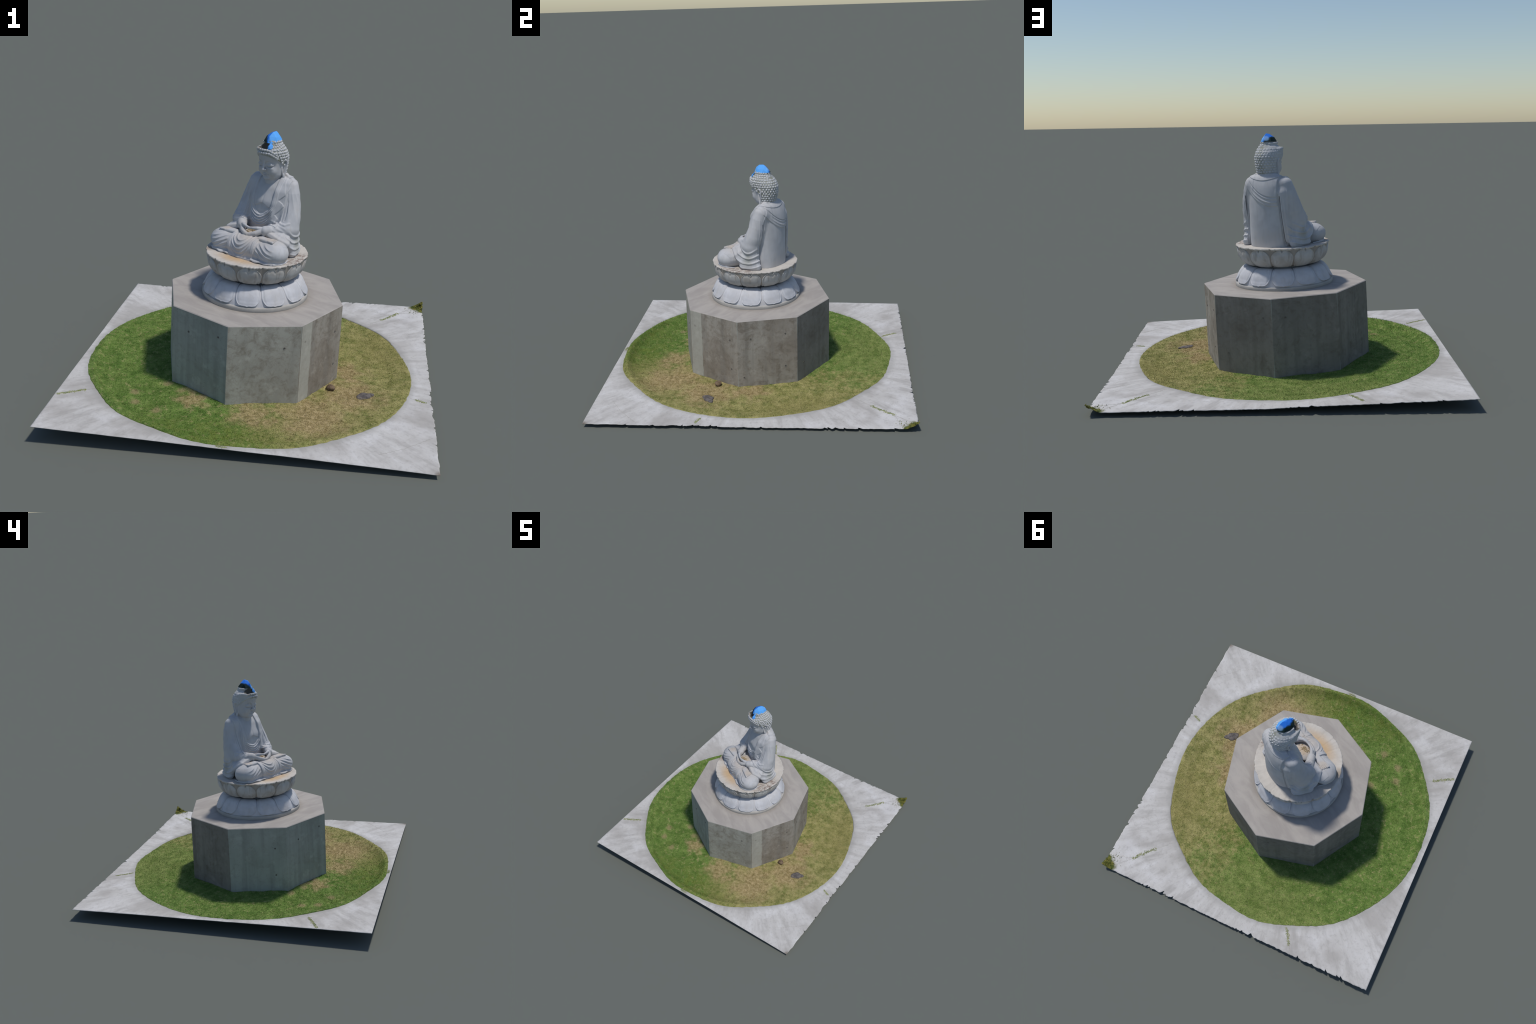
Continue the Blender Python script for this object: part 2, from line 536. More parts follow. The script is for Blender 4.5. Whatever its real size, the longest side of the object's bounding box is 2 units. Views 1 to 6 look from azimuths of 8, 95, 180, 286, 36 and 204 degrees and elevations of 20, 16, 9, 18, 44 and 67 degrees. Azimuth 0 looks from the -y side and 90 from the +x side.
def loft(zs, half, front, back, power=2.3, cx=0.0):
    """Stacked superellipse sections: half width, front and back y against z."""
    zs = np.array(zs, float)
    fine = np.linspace(zs[0], zs[-1], 160)
    half, front, back = (smooth_interp(fine, zs, q) for q in (half, front, back))
    ends, zs = zs, fine

    def f(x, y, z):
        a = np.interp(z, zs, half)
        yf, yb = np.interp(z, zs, front), np.interp(z, zs, back)
        b, c = (yb - yf) / 2, (yb + yf) / 2
        k = (np.abs((x - cx) / a) ** power + np.abs((y - c) / b) ** power) ** (1 / power)
        d = (k - 1) * np.minimum(a, b)
        e = np.maximum(z - zs[-1], zs[0] - z)
        return -smin(-d, -e, 0.02)
    m = max(half)
    return f, np.array([cx - m, min(front), zs[0]]), np.array([cx + m, max(back), zs[-1]])


class Field:
    def __init__(self, lo, hi, h):
        self.lo, self.h = np.array(lo, float), h
        self.n = np.ceil((np.array(hi) - self.lo) / h).astype(int) + 1
        self.ax = [(self.lo[i] + np.arange(self.n[i]) * h).astype(np.float32) for i in range(3)]
        self.f = np.full(self.n, 0.2, np.float32)

    def cut(self, lo, hi, pad):
        s = []
        for i in range(3):
            a = int(np.floor((lo[i] - pad - self.lo[i]) / self.h))
            b = int(np.ceil((hi[i] + pad - self.lo[i]) / self.h)) + 1
            s.append(slice(max(0, a), min(self.n[i], max(b, 0))))
        x = self.ax[0][s[0]][:, None, None]
        y = self.ax[1][s[1]][None, :, None]
        z = self.ax[2][s[2]][None, None, :]
        return tuple(s), x, y, z

    def add(self, prim, k=0.01):
        f, lo, hi = prim
        s, x, y, z = self.cut(lo, hi, k + 0.012)
        self.f[s] = smin(self.f[s], f(x, y, z).astype(np.float32), k)

    def carve(self, prim, k=0.004):
        f, lo, hi = prim
        s, x, y, z = self.cut(lo, hi, k + 0.012)
        self.f[s] = -smin(-self.f[s], f(x, y, z).astype(np.float32), k)

    def push(self, fn, lo, hi):
        """Move the surface outwards by fn (metres) inside a box."""
        s, x, y, z = self.cut(lo, hi, 0)
        self.f[s] = self.f[s] - fn(x, y, z).astype(np.float32)

    def front_y(self, x, z):
        """First surface met when looking along +y."""
        i = int(round((x - self.lo[0]) / self.h))
        k = int(round((z - self.lo[2]) / self.h))
        col = self.f[i, :, k]
        j = int(np.argmax(col < 0))
        if j == 0:
            return float(self.ax[1][-1])
        t = col[j - 1] / (col[j - 1] - col[j])
        return float(self.ax[1][j - 1] + t * self.h)

    def on_front(self, pts, depth=0.0):
        return [(x, self.front_y(x, z) + depth, z) for x, z in pts]

    def sample(self, p):
        q = np.clip((p - self.lo) / self.h, 0, self.n - 1.001)
        i = np.floor(q).astype(int)
        t = q - i
        out = 0
        for a in (0, 1):
            for b in (0, 1):
                for c in (0, 1):
                    w = (t[:, 0] if a else 1 - t[:, 0]) * (t[:, 1] if b else 1 - t[:, 1]) * (t[:, 2] if c else 1 - t[:, 2])
                    out = out + w * self.f[i[:, 0] + a, i[:, 1] + b, i[:, 2] + c]
        return out

    def grad(self, p):
        e = self.h * 0.75
        g = np.stack([self.sample(p + np.eye(3)[i] * e) - self.sample(p - np.eye(3)[i] * e) for i in range(3)], 1) / (2 * e)
        return g

    def mesh(self):
        f, h = self.f, self.h
        s = f < 0
        c = np.zeros(np.array(f.shape) - 1, np.int8)
        for a in (0, 1):
            for b in (0, 1):
                for d in (0, 1):
                    c += s[a:a + c.shape[0], b:b + c.shape[1], d:d + c.shape[2]]
        act = np.argwhere((c > 0) & (c < 8))
        idx = np.full(c.shape, -1, np.int64)
        idx[act[:, 0], act[:, 1], act[:, 2]] = np.arange(len(act))
        acc, cnt = np.zeros((len(act), 3)), np.zeros(len(act))
        for axis in range(3):
            o = [i for i in range(3) if i != axis]
            for a in (0, 1):
                for b in (0, 1):
                    p = act.copy()
                    p[:, o[0]] += a
                    p[:, o[1]] += b
                    q = p.copy()
                    q[:, axis] += 1
                    u, v = f[tuple(p.T)], f[tuple(q.T)]
                    m = (u < 0) != (v < 0)
                    pos = p[m].astype(float)
                    pos[:, axis] += u[m] / (u[m] - v[m])
                    acc[m] += pos
                    cnt[m] += 1
        v = acc / cnt[:, None] * h + self.lo
        faces = []
        for axis in range(3):
            o1, o2 = (axis + 1) % 3, (axis + 2) % 3
            sl0, sl1 = [slice(None)] * 3, [slice(None)] * 3
            sl0[axis], sl1[axis] = slice(None, -1), slice(1, None)
            cr = s[tuple(sl0)] != s[tuple(sl1)]
            e = np.argwhere(cr)
            ok = (e[:, o1] > 0) & (e[:, o2] > 0) & (e[:, o1] < c.shape[o1]) & (e[:, o2] < c.shape[o2])
            e = e[ok]
            quad = []
            for d1, d2 in ((-1, -1), (0, -1), (0, 0), (-1, 0)):
                q = e.copy()
                q[:, o1] += d1
                q[:, o2] += d2
                quad.append(idx[tuple(q.T)])
            quad = np.stack(quad, 1)
            flip = ~s[tuple(e.T)]
            quad[flip] = quad[flip][:, ::-1]
            faces.append(quad)
        faces = np.concatenate(faces)
        faces = faces[(faces >= 0).all(1)]
        for _ in range(2):
            g = self.grad(v)
            d = self.sample(v)[:, None] * g / ((g * g).sum(1)[:, None] + 0.05)
            v = v - np.clip(d, -0.6 * h, 0.6 * h)
        return v, faces


def vertex_normals(v, f):
    n = np.zeros_like(v)
    fn = np.cross(v[f[:, 2]] - v[f[:, 0]], v[f[:, 3]] - v[f[:, 1]])
    for i in range(4):
        np.add.at(n, f[:, i], fn)
    return n / (np.linalg.norm(n, axis=1)[:, None] + 1e-12)


def split_parts(v, f, normals, label, names, parent, mats, shift):
    """Cut one smooth surface into named region meshes whose borders coincide."""
    out = []
    for i, nm in enumerate(names):
        q = f[label == i]
        if not len(q):
            continue
        used, inv = np.unique(q, return_inverse=True)
        me = mesh_from(nm, v[used] - shift, inv.reshape(q.shape))
        o = part(nm, me, parent, (mats[i],))
        me.normals_split_custom_set_from_vertices([tuple(x) for x in normals[used]])
        out.append(o)
    return out


# ================================================================== GROUND
ground = thing("lawn_and_paving", "round patchy lawn set in a square of pale cracked concrete paving", "ground", GROUND_M)
LAWN_C, LAWN_R = (-0.039, -0.045), 0.922


def wob(t, amp, seed, lo=3, hi=30, n=10):
    r = np.random.default_rng(seed)
    s = 0
    for _ in range(n):
        s = s + np.sin(t * r.integers(lo, hi) + r.uniform(0, 6.28)) * r.uniform(0.3, 1)
    return amp * s / n


def value_noise(x, y, scale, seed):
    """Smooth lattice noise, -1..1."""
    r = np.random.default_rng(seed)
    g = r.uniform(-1, 1, (64, 64))
    u, v = x * scale + 31.7, y * scale + 17.3
    i, j = np.floor(u).astype(int), np.floor(v).astype(int)
    a, b = u - i, v - j
    a, b = a * a * (3 - 2 * a), b * b * (3 - 2 * b)
    q = lambda di, dj: g[(i + di) % 64, (j + dj) % 64]
    return (q(0, 0) * (1 - a) + q(1, 0) * a) * (1 - b) + (q(0, 1) * (1 - a) + q(1, 1) * a) * b


def paving_height(x, y):
    h = 0.0012 * value_noise(x, y, 4, 1) + 0.0006 * value_noise(x, y, 18, 2)
    # the corner at +x +y is pushed up by a clump of weeds
    d = np.maximum(0, np.hypot(x - 1.0, y - 1.0))
    h = h + 0.054 * np.clip(1 - d / 0.085, 0, 1) ** 1.4 + 0.021 * np.clip(1 - d / 0.90, 0, 1) ** 1.2 - 0.006 * np.clip(1 - np.hypot(x - 1.0, y + 1.0) / 0.8, 0, 1)
    return h


def lawn_edge(t):
    return LAWN_R + wob(t, 0.030, 3, 2, 14, 10) + wob(t, 0.007, 4, 30, 110, 16)


def build_paving():
    nt, nr = 2400, 40
    t = np.linspace(0, 2 * np.pi, nt, endpoint=False)
    cx, cy = LAWN_C
    r0 = lawn_edge(t)
    ca, sa = np.cos(t), np.sin(t)
    # distance to the square's sides along each ray; +x and +y sides are torn
    jag_x = 0.006 + 0.009 * np.abs(value_noise(cy + sa * 1.2, cy * 0, 16, 5)) * (value_noise(sa * 1.3, ca * 0, 7, 8) > -0.1) + 0.006 * np.abs(value_noise(sa * 1.3, ca * 0, 55, 9))
    jag_y = 0.004 + 0.006 * np.abs(value_noise(ca * 1.2, ca * 0, 18, 6)) * (value_noise(ca * 1.3, ca * 0, 8, 11) > 0.0) + 0.006 * np.abs(value_noise(ca * 1.3, ca * 0, 60, 12))
    nr_ = np.random.default_rng(77)
    for q in range(34):                                    # small torn notches
        p, w, d = nr_.uniform(-0.95, 0.9), nr_.uniform(0.004, 0.016), nr_.uniform(0.006, 0.018)
        if q % 2:
            jag_x = jag_x + d * np.clip(1 - np.abs(1.03 * np.tan(np.arctan2(sa, np.maximum(ca, 1e-3))) + cy - p) / w, 0, 1)
        else:
            jag_y = jag_y + d * np.clip(1 - np.abs(1.03 * ca / np.maximum(sa, 1e-3) + cx - p) / w, 0, 1)
    xs_p, xs_n, ys_p, ys_n = 1.002 - jag_x, 0.999, 0.996 - jag_y, 0.991
    with np.errstate(divide="ignore"):
        rx = np.where(ca > 0, (xs_p - cx) / ca, (-xs_n - cx) / ca)
        ry = np.where(sa > 0, (ys_p - cy) / sa, (-ys_n - cy) / sa)
    r1 = np.minimum(np.abs(rx), np.abs(ry))
    # snap the rays nearest the corners onto the corners themselves
    for X, Y in ((-xs_n, -ys_n), (0.993, -ys_n), (0.996, 0.985), (-xs_n, 0.990)):
        k = int(round((math.atan2(Y - cy, X - cx) % (2 * np.pi)) / (2 * np.pi) * nt)) % nt
        r1[k] = math.hypot(X - cx, Y - cy)
    V, F = [], []
    for i in range(nr + 1):
        s = (i / nr)
        r = r0 + (r1 - r0) * s
        x, y = cx + r * ca, cy + r * sa
        z = paving_height(x, y)
        if i == 0:
            z = z - 0.002
        V.append(np.stack([x, y, z], 1))
    # underside, a few millimetres down, following the top
    for i in range(10, -1, -1):
        r = r0 + (r1 - r0) * (i / 10) ** 0.6
        x, y = cx + r * ca, cy + r * sa
        V.append(np.stack([x, y, paving_height(x, y) - (0.003 if i else 0.013)], 1))
    V = np.concatenate(V)
    rows = nr + 12
    a = np.arange(nt)
    b = (a + 1) % nt
    for i in range(rows):
        j = (i + 1) % rows
        F.append(np.stack([i * nt + a, j * nt + a, j * nt + b, i * nt + b], 1))
    o = part("paving", mesh_from("paving", V, np.concatenate(F)), ground, (M_PAVING,), smooth=False)
    return o


paving_o = build_paving()


def lawn_height(x, y):
    r = np.hypot(x - LAWN_C[0], y - LAWN_C[1])
    t = np.arctan2(y - LAWN_C[1], x - LAWN_C[0])
    h = -0.0145 + 0.003 * value_noise(x, y, 5, 21) + 0.003 * value_noise(x, y, 14, 22) + 0.0018 * value_noise(x, y, 45, 23)
    h = h + 0.006 * np.exp(-((np.angle(np.exp(1j * (t - 1.4)))) / 0.9) ** 2) * np.clip((r - 0.58) / 0.12, 0, 1) + 0.006 * np.exp(-((np.angle(np.exp(1j * (t - 2.8)))) / 0.5) ** 2)
    # the turf is sunk into a trough on the -x -y side, behind a crisp curb
    side = np.exp(-((np.angle(np.exp(1j * (t + 2.08)))) / 1.12) ** 4)
    trough = np.clip((r - 0.47) / 0.16, 0, 1) * np.clip((0.918 - r) / 0.09, 0, 1)
    h = h - side * 0.023 * trough ** 0.8
    h = h + side * 0.006 * np.exp(-((r - 0.82) / 0.05) ** 2) * value_noise(x, y, 18, 24)
    edge = np.clip((r - 0.80) / 0.10, 0, 1) ** (1 + 2.0 * side)
    return h * (1 - edge) + edge * 0.0015 + side * 0.012 * np.exp(-((r - 0.895) / 0.022) ** 2)


def build_lawn():
    nt, nr = 900, 260
    t = np.linspace(0, 2 * np.pi, nt, endpoint=False)
    rad = 0.44 + (LAWN_R + 0.020 - 0.44) * np.linspace(0, 1, nr)
    T, Rr = np.meshgrid(t, rad)
    Rr = 0.44 + (Rr - 0.44) / (rad[-1] - 0.44) * (lawn_edge(t)[None, :] + 0.004 - 0.44)
    x, y = LAWN_C[0] + Rr * np.cos(T), LAWN_C[1] + Rr * np.sin(T)
    z = lawn_height(x, y)
    z[-1] = -0.010
    z[-2] = np.minimum(z[-2], 0.0005)
    V = np.stack([x, y, z], 2).reshape(-1, 3)
    a = np.arange(nt)
    b = (a + 1) % nt
    F = np.concatenate([np.stack([i * nt + a, i * nt + b, (i + 1) * nt + b, (i + 1) * nt + a], 1)[:, ::-1] for i in range(nr - 1)])
    # close the underside so the turf is a body, not a card
    k = len(V)
    pick = list(range(0, nr, 7)) + [nr - 1]
    under = np.concatenate([np.stack([x[i], y[i], np.minimum(z[i], z[max(0, i - 3)]) - 0.0035], 1) for i in pick])
    V = np.concatenate([V, under])
    ring = lambda j: k + j * nt
    F = np.concatenate([F] + [np.stack([ring(j) + a, ring(j) + b, ring(j + 1) + b, ring(j + 1) + a], 1) for j in range(len(pick) - 1)]
                       + [np.stack([(nr - 1) * nt + a, ring(len(pick) - 1) + a, ring(len(pick) - 1) + b, (nr - 1) * nt + b], 1),
                          np.stack([a, b, ring(0) + b, ring(0) + a], 1)])
    part("lawn", mesh_from("lawn", V, F), ground, (M_LAWN,))


build_lawn()


def build_grass(n=70000):
    r = np.random.default_rng(31)
    rad = np.sqrt(r.uniform(0.46 ** 2, (LAWN_R + 0.008) ** 2, n))
    t = r.uniform(0, 2 * np.pi, n)
    x, y = LAWN_C[0] + rad * np.cos(t), LAWN_C[1] + rad * np.sin(t)
    keep = (np.maximum(np.abs(x), np.abs(y)) < 0.985) & (rad < lawn_edge(t) + 0.001)
    x, y, t, rad = x[keep], y[keep], t[keep], rad[keep]
    n = len(x)
    z = lawn_height(x, y) - 0.001
    a = r.uniform(0, 2 * np.pi, n)
    L = r.uniform(0.005, 0.013, n)
    lean = r.uniform(0.5, 1.35, n)
    w = r.uniform(0.0006, 0.0012, n)
    dx, dy = np.cos(a), np.sin(a)
    tip = np.stack([x + dx * L * np.sin(lean), y + dy * L * np.sin(lean), z + L * np.cos(lean)], 1)
    mid = np.stack([x + dx * L * 0.4 * np.sin(lean) * 0.8, y + dy * L * 0.4 * np.sin(lean) * 0.8, z + L * 0.5 * np.cos(lean * 0.8)], 1)
    b0 = np.stack([x - dy * w, y + dx * w, z], 1)
    b1 = np.stack([x + dy * w, y - dx * w, z], 1)
    m0 = mid + np.stack([-dy * w, dx * w, 0 * w], 1) * 0.8
    m1 = mid - np.stack([-dy * w, dx * w, 0 * w], 1) * 0.8
    V = np.stack([b0, b1, m1, m0, tip], 1).reshape(-1, 3)
    i = np.arange(n) * 5
    F = np.concatenate([np.stack([i, i + 1, i + 2], 1), np.stack([i, i + 2, i + 3], 1), np.stack([i + 3, i + 2, i + 4], 1)])
    o = part("grass", mesh_from("grass", V, F), ground, (M_BLADE,), smooth=False)
    o["kind"] = "stuff"


build_grass()


def lumpy(name, r, seed, squash=(1, 1, 1), sub=4, amp=0.25, freq=1.6):
    bm = bmesh.new()
    bmesh.ops.create_icosphere(bm, subdivisions=sub, radius=1.0)
    rr = np.random.default_rng(seed)
    ks = [(rr.normal(size=3) * freq, rr.uniform(0, 6.28), rr.uniform(0.4, 1)) for _ in range(7)]
    for v in bm.verts:
        p = np.array(v.co)
        s = 1 + amp * sum(w * math.sin(float(k @ p) + ph) for k, ph, w in ks) / 3
        v.co = Vector([p[i] * s * r * squash[i] for i in range(3)])
    me = bpy.data.meshes.new(name)
    bm.to_mesh(me)
    bm.free()
    return me


o = part("rock", lumpy("rock", 0.021, 5, (1.1, 1, 0.8)), ground, (M_ROCK,))
o.location = (0.439, -0.251, -0.002)
o = part("flat_stone", lumpy("flat_stone", 0.038, 9, (1.15, 0.75, 0.14), amp=0.35, freq=2.2), ground, (M_SLATE,))
o.location = (0.633, -0.288, -0.0125)
o.rotation_euler = (0, 0, 0.6)
fs2 = o.copy()
fs2.scale = (0.45, 0.5, 0.8)
fs2.location = (0.665, -0.270, -0.0125)
scene.collection.objects.link(fs2)


def crack(pts, width, seed, mossy):
    """A wandering hairline with moss cushions on the mossy stretch of it."""
    r = np.random.default_rng(seed)
    P = [np.array(p, float) for p in pts]
    line = []
    for i in range(len(P) - 1):
        L = np.linalg.norm(P[i + 1] - P[i])
        m = max(3, int(L / 0.008))
        d = (P[i + 1] - P[i]) / L
        nrm = np.array([-d[1], d[0]])
        for j in range(m):
            s = j / m
            line.append((P[i] + (P[i + 1] - P[i]) * s + nrm * r.normal(0, 0.0022), nrm))
    V, F = [], []
    for j, (p, nn) in enumerate(line):
        w = width * r.uniform(0.5, 1.2)
        h = float(paving_height(p[0], p[1]))
        for q, up in ((p - nn * w, -0.001), (p, 0.0008), (p + nn * w, -0.001)):
            V.append((q[0], q[1], h + up))
        if j:
            k = j * 3
            F += [(k - 3, k, k + 1, k - 2), (k - 2, k + 1, k + 2, k - 1)]
    part("crack", mesh_from("crack", V, F), paving_o, (M_CRACK,))
    if mossy:
        V, F = [], []
        a, b = mossy
        sel = line[int(a * len(line)):int(b * len(line))]
        base = [(math.cos(t), math.sin(t)) for t in np.linspace(0, 2 * np.pi, 7)[:-1]]
        for p, nn in sel:
            for _ in range(14):
                c = p + nn * r.normal(0, 0.0032) + r.normal(0, 0.004, 2)
                s, hh = r.uniform(0.0012, 0.0034), r.uniform(0.0008, 0.0024)
                h = float(paving_height(c[0], c[1]))
                k = len(V)
                V += [(c[0] + s * u, c[1] + s * v, h - 0.0008) for u, v in base]
                V += [(c[0] + 0.6 * s * u, c[1] + 0.6 * s * v, h + hh * 0.8) for u, v in base]
                V.append((c[0], c[1], h + hh))
                for q in range(6):
                    e = (q + 1) % 6
                    F += [(k + q, k + e, k + 6 + e, k + 6 + q), (k + 6 + q, k + 6 + e, k + 12)]
        o = part("moss", mesh_from("moss", V, F), paving_o, (M_MOSS,))
        o["kind"] = "stuff"


crack([(-0.79, -0.545), (-0.863, -0.581), (-0.922, -0.616), (-0.992, -0.660)], 0.0016, 1, (0.35, 1.0))
crack([(0.63, 0.635), (0.701, 0.707), (0.762, 0.770), (0.825, 0.848), (0.914, 0.947)], 0.0016, 2, (0.30, 0.72))
crack([(0.965, 0.889), (0.863, 0.866), (0.83, 0.852)], 0.0014, 3, None)
crack([(0.953, -0.318), (0.87, -0.285)], 0.0014, 4, (0.0, 0.7))
crack([(-0.03, -0.978), (-0.08, -0.968)], 0.0014, 5, (0.0, 1.0))
crack([(-0.345, 0.825), (-0.391, 0.897), (-0.439, 0.975)], 0.0015, 6, (0.1, 0.8))
crack([(0.975, -0.671), (0.832, -0.802), (0.70, -0.885)], 0.0009, 7, None)
crack([(0.97, 0.585), (0.84, 0.52)], 0.0009, 8, None)


def build_weeds():
    """Leafy clump on the raised corner."""
    r = np.random.default_rng(12)
    V, F = [], []
    for _ in range(420):
        d = abs(r.normal(0, 0.045))
        a = r.uniform(0, 2 * np.pi)
        x, y = 0.978 + d * math.cos(a), 0.968 + d * math.sin(a)
        if x > 0.998 or y > 0.990 or x < 0.85 or y < 0.85:
            continue
        h = float(paving_height(x, y)) - 0.001
        b = r.uniform(0, 2 * np.pi)
        L, w, up = r.uniform(0.006, 0.014), r.uniform(0.0015, 0.0035), r.uniform(0.2, 1.2)
        dx, dy = math.cos(b), math.sin(b)
        k = len(V)
        ex, ey = x + dx * L * math.cos(up), y + dy * L * math.cos(up)
        if ex > 0.999 or ey > 0.991:
            continue
        V += [(x, y, h), ((x + ex) / 2 - dy * w, (y + ey) / 2 + dx * w, h + L * math.sin(up) * 0.5),
              (ex, ey, h + L * math.sin(up) * 0.8), ((x + ex) / 2 + dy * w, (y + ey) / 2 - dx * w, h + L * math.sin(up) * 0.5)]
        F.append((k, k + 1, k + 2, k + 3))
    o = part("weeds", mesh_from("weeds", V, F), ground, (simple("weed_leaf", (0.065, 0.10, 0.018), (0.20, 0.19, 0.04), 45, 0.7, 0),))
    o["kind"] = "stuff"


build_weeds()

# ================================================================== PLINTH
plinth = thing("plinth", "tall octagonal weathered grey concrete block", "plinth", STATUE_M)
PR = 0.5045
PLINTH_C = (-0.0024, -0.0026)


def build_plinth():
    bm = bmesh.new()
    rings = []
    levels = [(-0.021, 0.0), (0.10, 0.0), (0.27, 0.0), (PLINTH_TOP - 0.004, 0.0), (PLINTH_TOP, -0.004)]
    for z, d in levels:
        ring = []
        for i in range(8):
            a = math.radians(22.5 + 45 * i)
            # the foot spreads a little at the two -x +y corners
            spread = {3: 0.005, 4: 0.003}.get(i, 0.0) * max(0.0, 1 - z / 0.42)
            x, y = PLINTH_C[0] + (PR + d + spread) * math.cos(a), PLINTH_C[1] + (PR + d + spread) * math.sin(a)
            ring.append(bm.verts.new((x, y, z + (0.0075 * y - 0.004 * x if z > 0.4 else 0.0))))
        rings.append(ring)
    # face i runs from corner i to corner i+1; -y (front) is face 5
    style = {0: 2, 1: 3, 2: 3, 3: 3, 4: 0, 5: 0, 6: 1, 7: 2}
    for j in range(len(levels) - 1):
        for i in range(8):
            f = bm.faces.new((rings[j][i], rings[j][(i + 1) % 8], rings[j + 1][(i + 1) % 8], rings[j + 1][i]))
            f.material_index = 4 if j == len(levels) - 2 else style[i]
    f = bm.faces.new(rings[-1])
    f.material_index = 4
    f = bm.faces.new(rings[0][::-1])
    vert = [e for e in bm.edges if abs(e.verts[0].co.z - e.verts[1].co.z) > 0.02]
    bmesh.ops.bevel(bm, geom=vert, offset=0.0025, segments=2, affect="EDGES", profile=0.5)
    me = bpy.data.meshes.new("block")
    bm.to_mesh(me)
    bm.free()
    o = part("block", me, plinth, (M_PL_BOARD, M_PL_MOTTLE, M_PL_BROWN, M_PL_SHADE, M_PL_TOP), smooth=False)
    return o


block_o = build_plinth()


def face_point(i, s, z, out=0.0):
    """A point on plinth face i, s across it from 0 to 1."""
    a, b = (Vector((PR * math.cos(math.radians(22.5 + 45 * k)), PR * math.sin(math.radians(22.5 + 45 * k)), 0)) for k in (i, i + 1))
    n = Vector((math.cos(math.radians(45 * (i + 1))), math.sin(math.radians(45 * (i + 1))), 0))
    p = a.lerp(b, s) + n * out + Vector((*PLINTH_C, 0))
    p.z = z
    return p, n, (b - a).normalized()


def cast_strip():
    """The paler pour along one edge of the +x -y face, a millimetre proud."""
    V, F = [], []
    r = np.random.default_rng(4)
    zs = np.linspace(-0.016, PLINTH_TOP - 0.006, 24)
    for z in zs:
        e = 0.245 + r.normal(0, 0.004)
        for s, out in ((0.012, -0.002), (0.012, 0.0012), (e, 0.0012), (e + 0.004, -0.002)):
            V.append(face_point(6 + 1, s, z, out)[0])
    for j in range(len(zs) - 1):
        for c in range(3):
            k = j * 4 + c
            F.append((k, k + 1, k + 5, k + 4))
    V += [face_point(7, 0.012, zs[-1] + 0.001, -0.002)[0], face_point(7, 0.245, zs[-1] + 0.001, -0.002)[0]]
    part("cast_strip", mesh_from("cast_strip", V, F), plinth, (M_PL_STRIP,), smooth=False)


cast_strip()


def tie_holes():
    """Plugged form-tie holes: a shallow dished disc with a lip."""
    V, F = [], []
    n = 14
    for rad, dep in ((1.0, -0.0005), (0.92, 0.0012), (0.72, 0.0012), (0.55, 0.0002), (0.0, 0.0002)):
        if rad == 0:
            V.append((0, 0, dep))
            continue
        V += [(rad * math.cos(2 * math.pi * i / n), rad * math.sin(2 * math.pi * i / n), dep / 0.006) for i in range(n)]
    for j in range(3):
        for i in range(n):
            e = (i + 1) % n
            F.append((j * n + i, j * n + e, (j + 1) * n + e, (j + 1) * n + i))
    F += [(3 * n + i, 3 * n + (i + 1) % n, 4 * n) for i in range(n)]
    me = mesh_from("tie_hole", [(x * 0.006, y * 0.006, z * 0.006) for x, y, z in V], F)
    me.materials.append(M_TIE)
    for i, s, z in ((7, 0.10, 0.335), (7, 0.84, 0.30), (0, 0.22, 0.315), (0, 0.80, 0.335), (7, 0.86, 0.10), (0, 0.80, 0.11), (0, 0.10, 0.05),
                    (6, 0.78, 0.31), (5, 0.84, 0.355), (5, 0.30, 0.32), (4, 0.80, 0.29), (4, 0.22, 0.10), (4, 0.80, 0.10), (1, 0.20, 0.10), (1, 0.85, 0.33), (2, 0.2, 0.33)):
        p, nrm, tang = face_point(i, s, z, 0.0004)
        o = bpy.data.objects.new("tie_hole", me)
        scene.collection.objects.link(o)
        o.parent = block_o
        up = Vector((0, 0, 1))
        m = Matrix((tang, up, tang.cross(up))).transposed().to_4x4()
        m.translation = p
        o.matrix_local = m


tie_holes()

# ================================================================== STATUE
SHIFT = np.array((0.0, 0.0, 0.0))
statue = thing("seated_buddha_statue", "pale stone Buddha meditating cross-legged on a round lotus pedestal", "statue", STATUE_M)

# ---------------------------------------------------------------- lotus pedestal
LOTUS_C = np.array((-0.004, -0.004))
DOME = [(0.182, 0.5545), (0.210, 0.555), (0.240, 0.546), (0.264, 0.521), (0.280, 0.491), (0.287, 0.462)]     # radius, z
BOWL = [(0.182, 0.573), (0.207, 0.574), (0.237, 0.589), (0.259, 0.616), (0.2700, 0.648), (0.2755, 0.682)]


def curve_at(prof, t):
    p = np.array(prof)
    s = np.r_[0, np.cumsum(np.hypot(*np.diff(p, axis=0).T))]
    s /= s[-1]
    # Catmull-Rom through the profile points
    t = np.clip(t, 0, 1)
    i = np.clip(np.searchsorted(s, t, side="right") - 1, 0, len(p) - 2)
    u = ((t - s[i]) / (s[i + 1] - s[i]))[..., None]
    p0, p1, p2, p3 = p[np.maximum(i - 1, 0)], p[i], p[i + 1], p[np.minimum(i + 2, len(p) - 1)]
    return 0.5 * (2 * p1 + (p2 - p0) * u + (2 * p0 - 5 * p1 + 4 * p2 - p3) * u ** 2 + (3 * p1 - p0 - 3 * p2 + p3) * u ** 3)


def lathe(prof, n=192, wave=None):
    prof = np.array(prof)
    t = np.linspace(0, 2 * np.pi, n, endpoint=False)
    V = []
    for j, (r, z) in enumerate(prof):
        dr, dz = wave(j, t) if wave else (0 * t, 0 * t)
        V.append(np.stack([LOTUS_C[0] + (r + dr) * np.cos(t), LOTUS_C[1] + (r + dr) * np.sin(t), z + dz], 1))
    a = np.arange(n)
    b = (a + 1) % n
    F = np.concatenate([np.stack([j * n + a, j * n + b, (j + 1) * n + b, (j + 1) * n + a], 1) for j in range(len(prof) - 1)])
    return np.concatenate(V), F


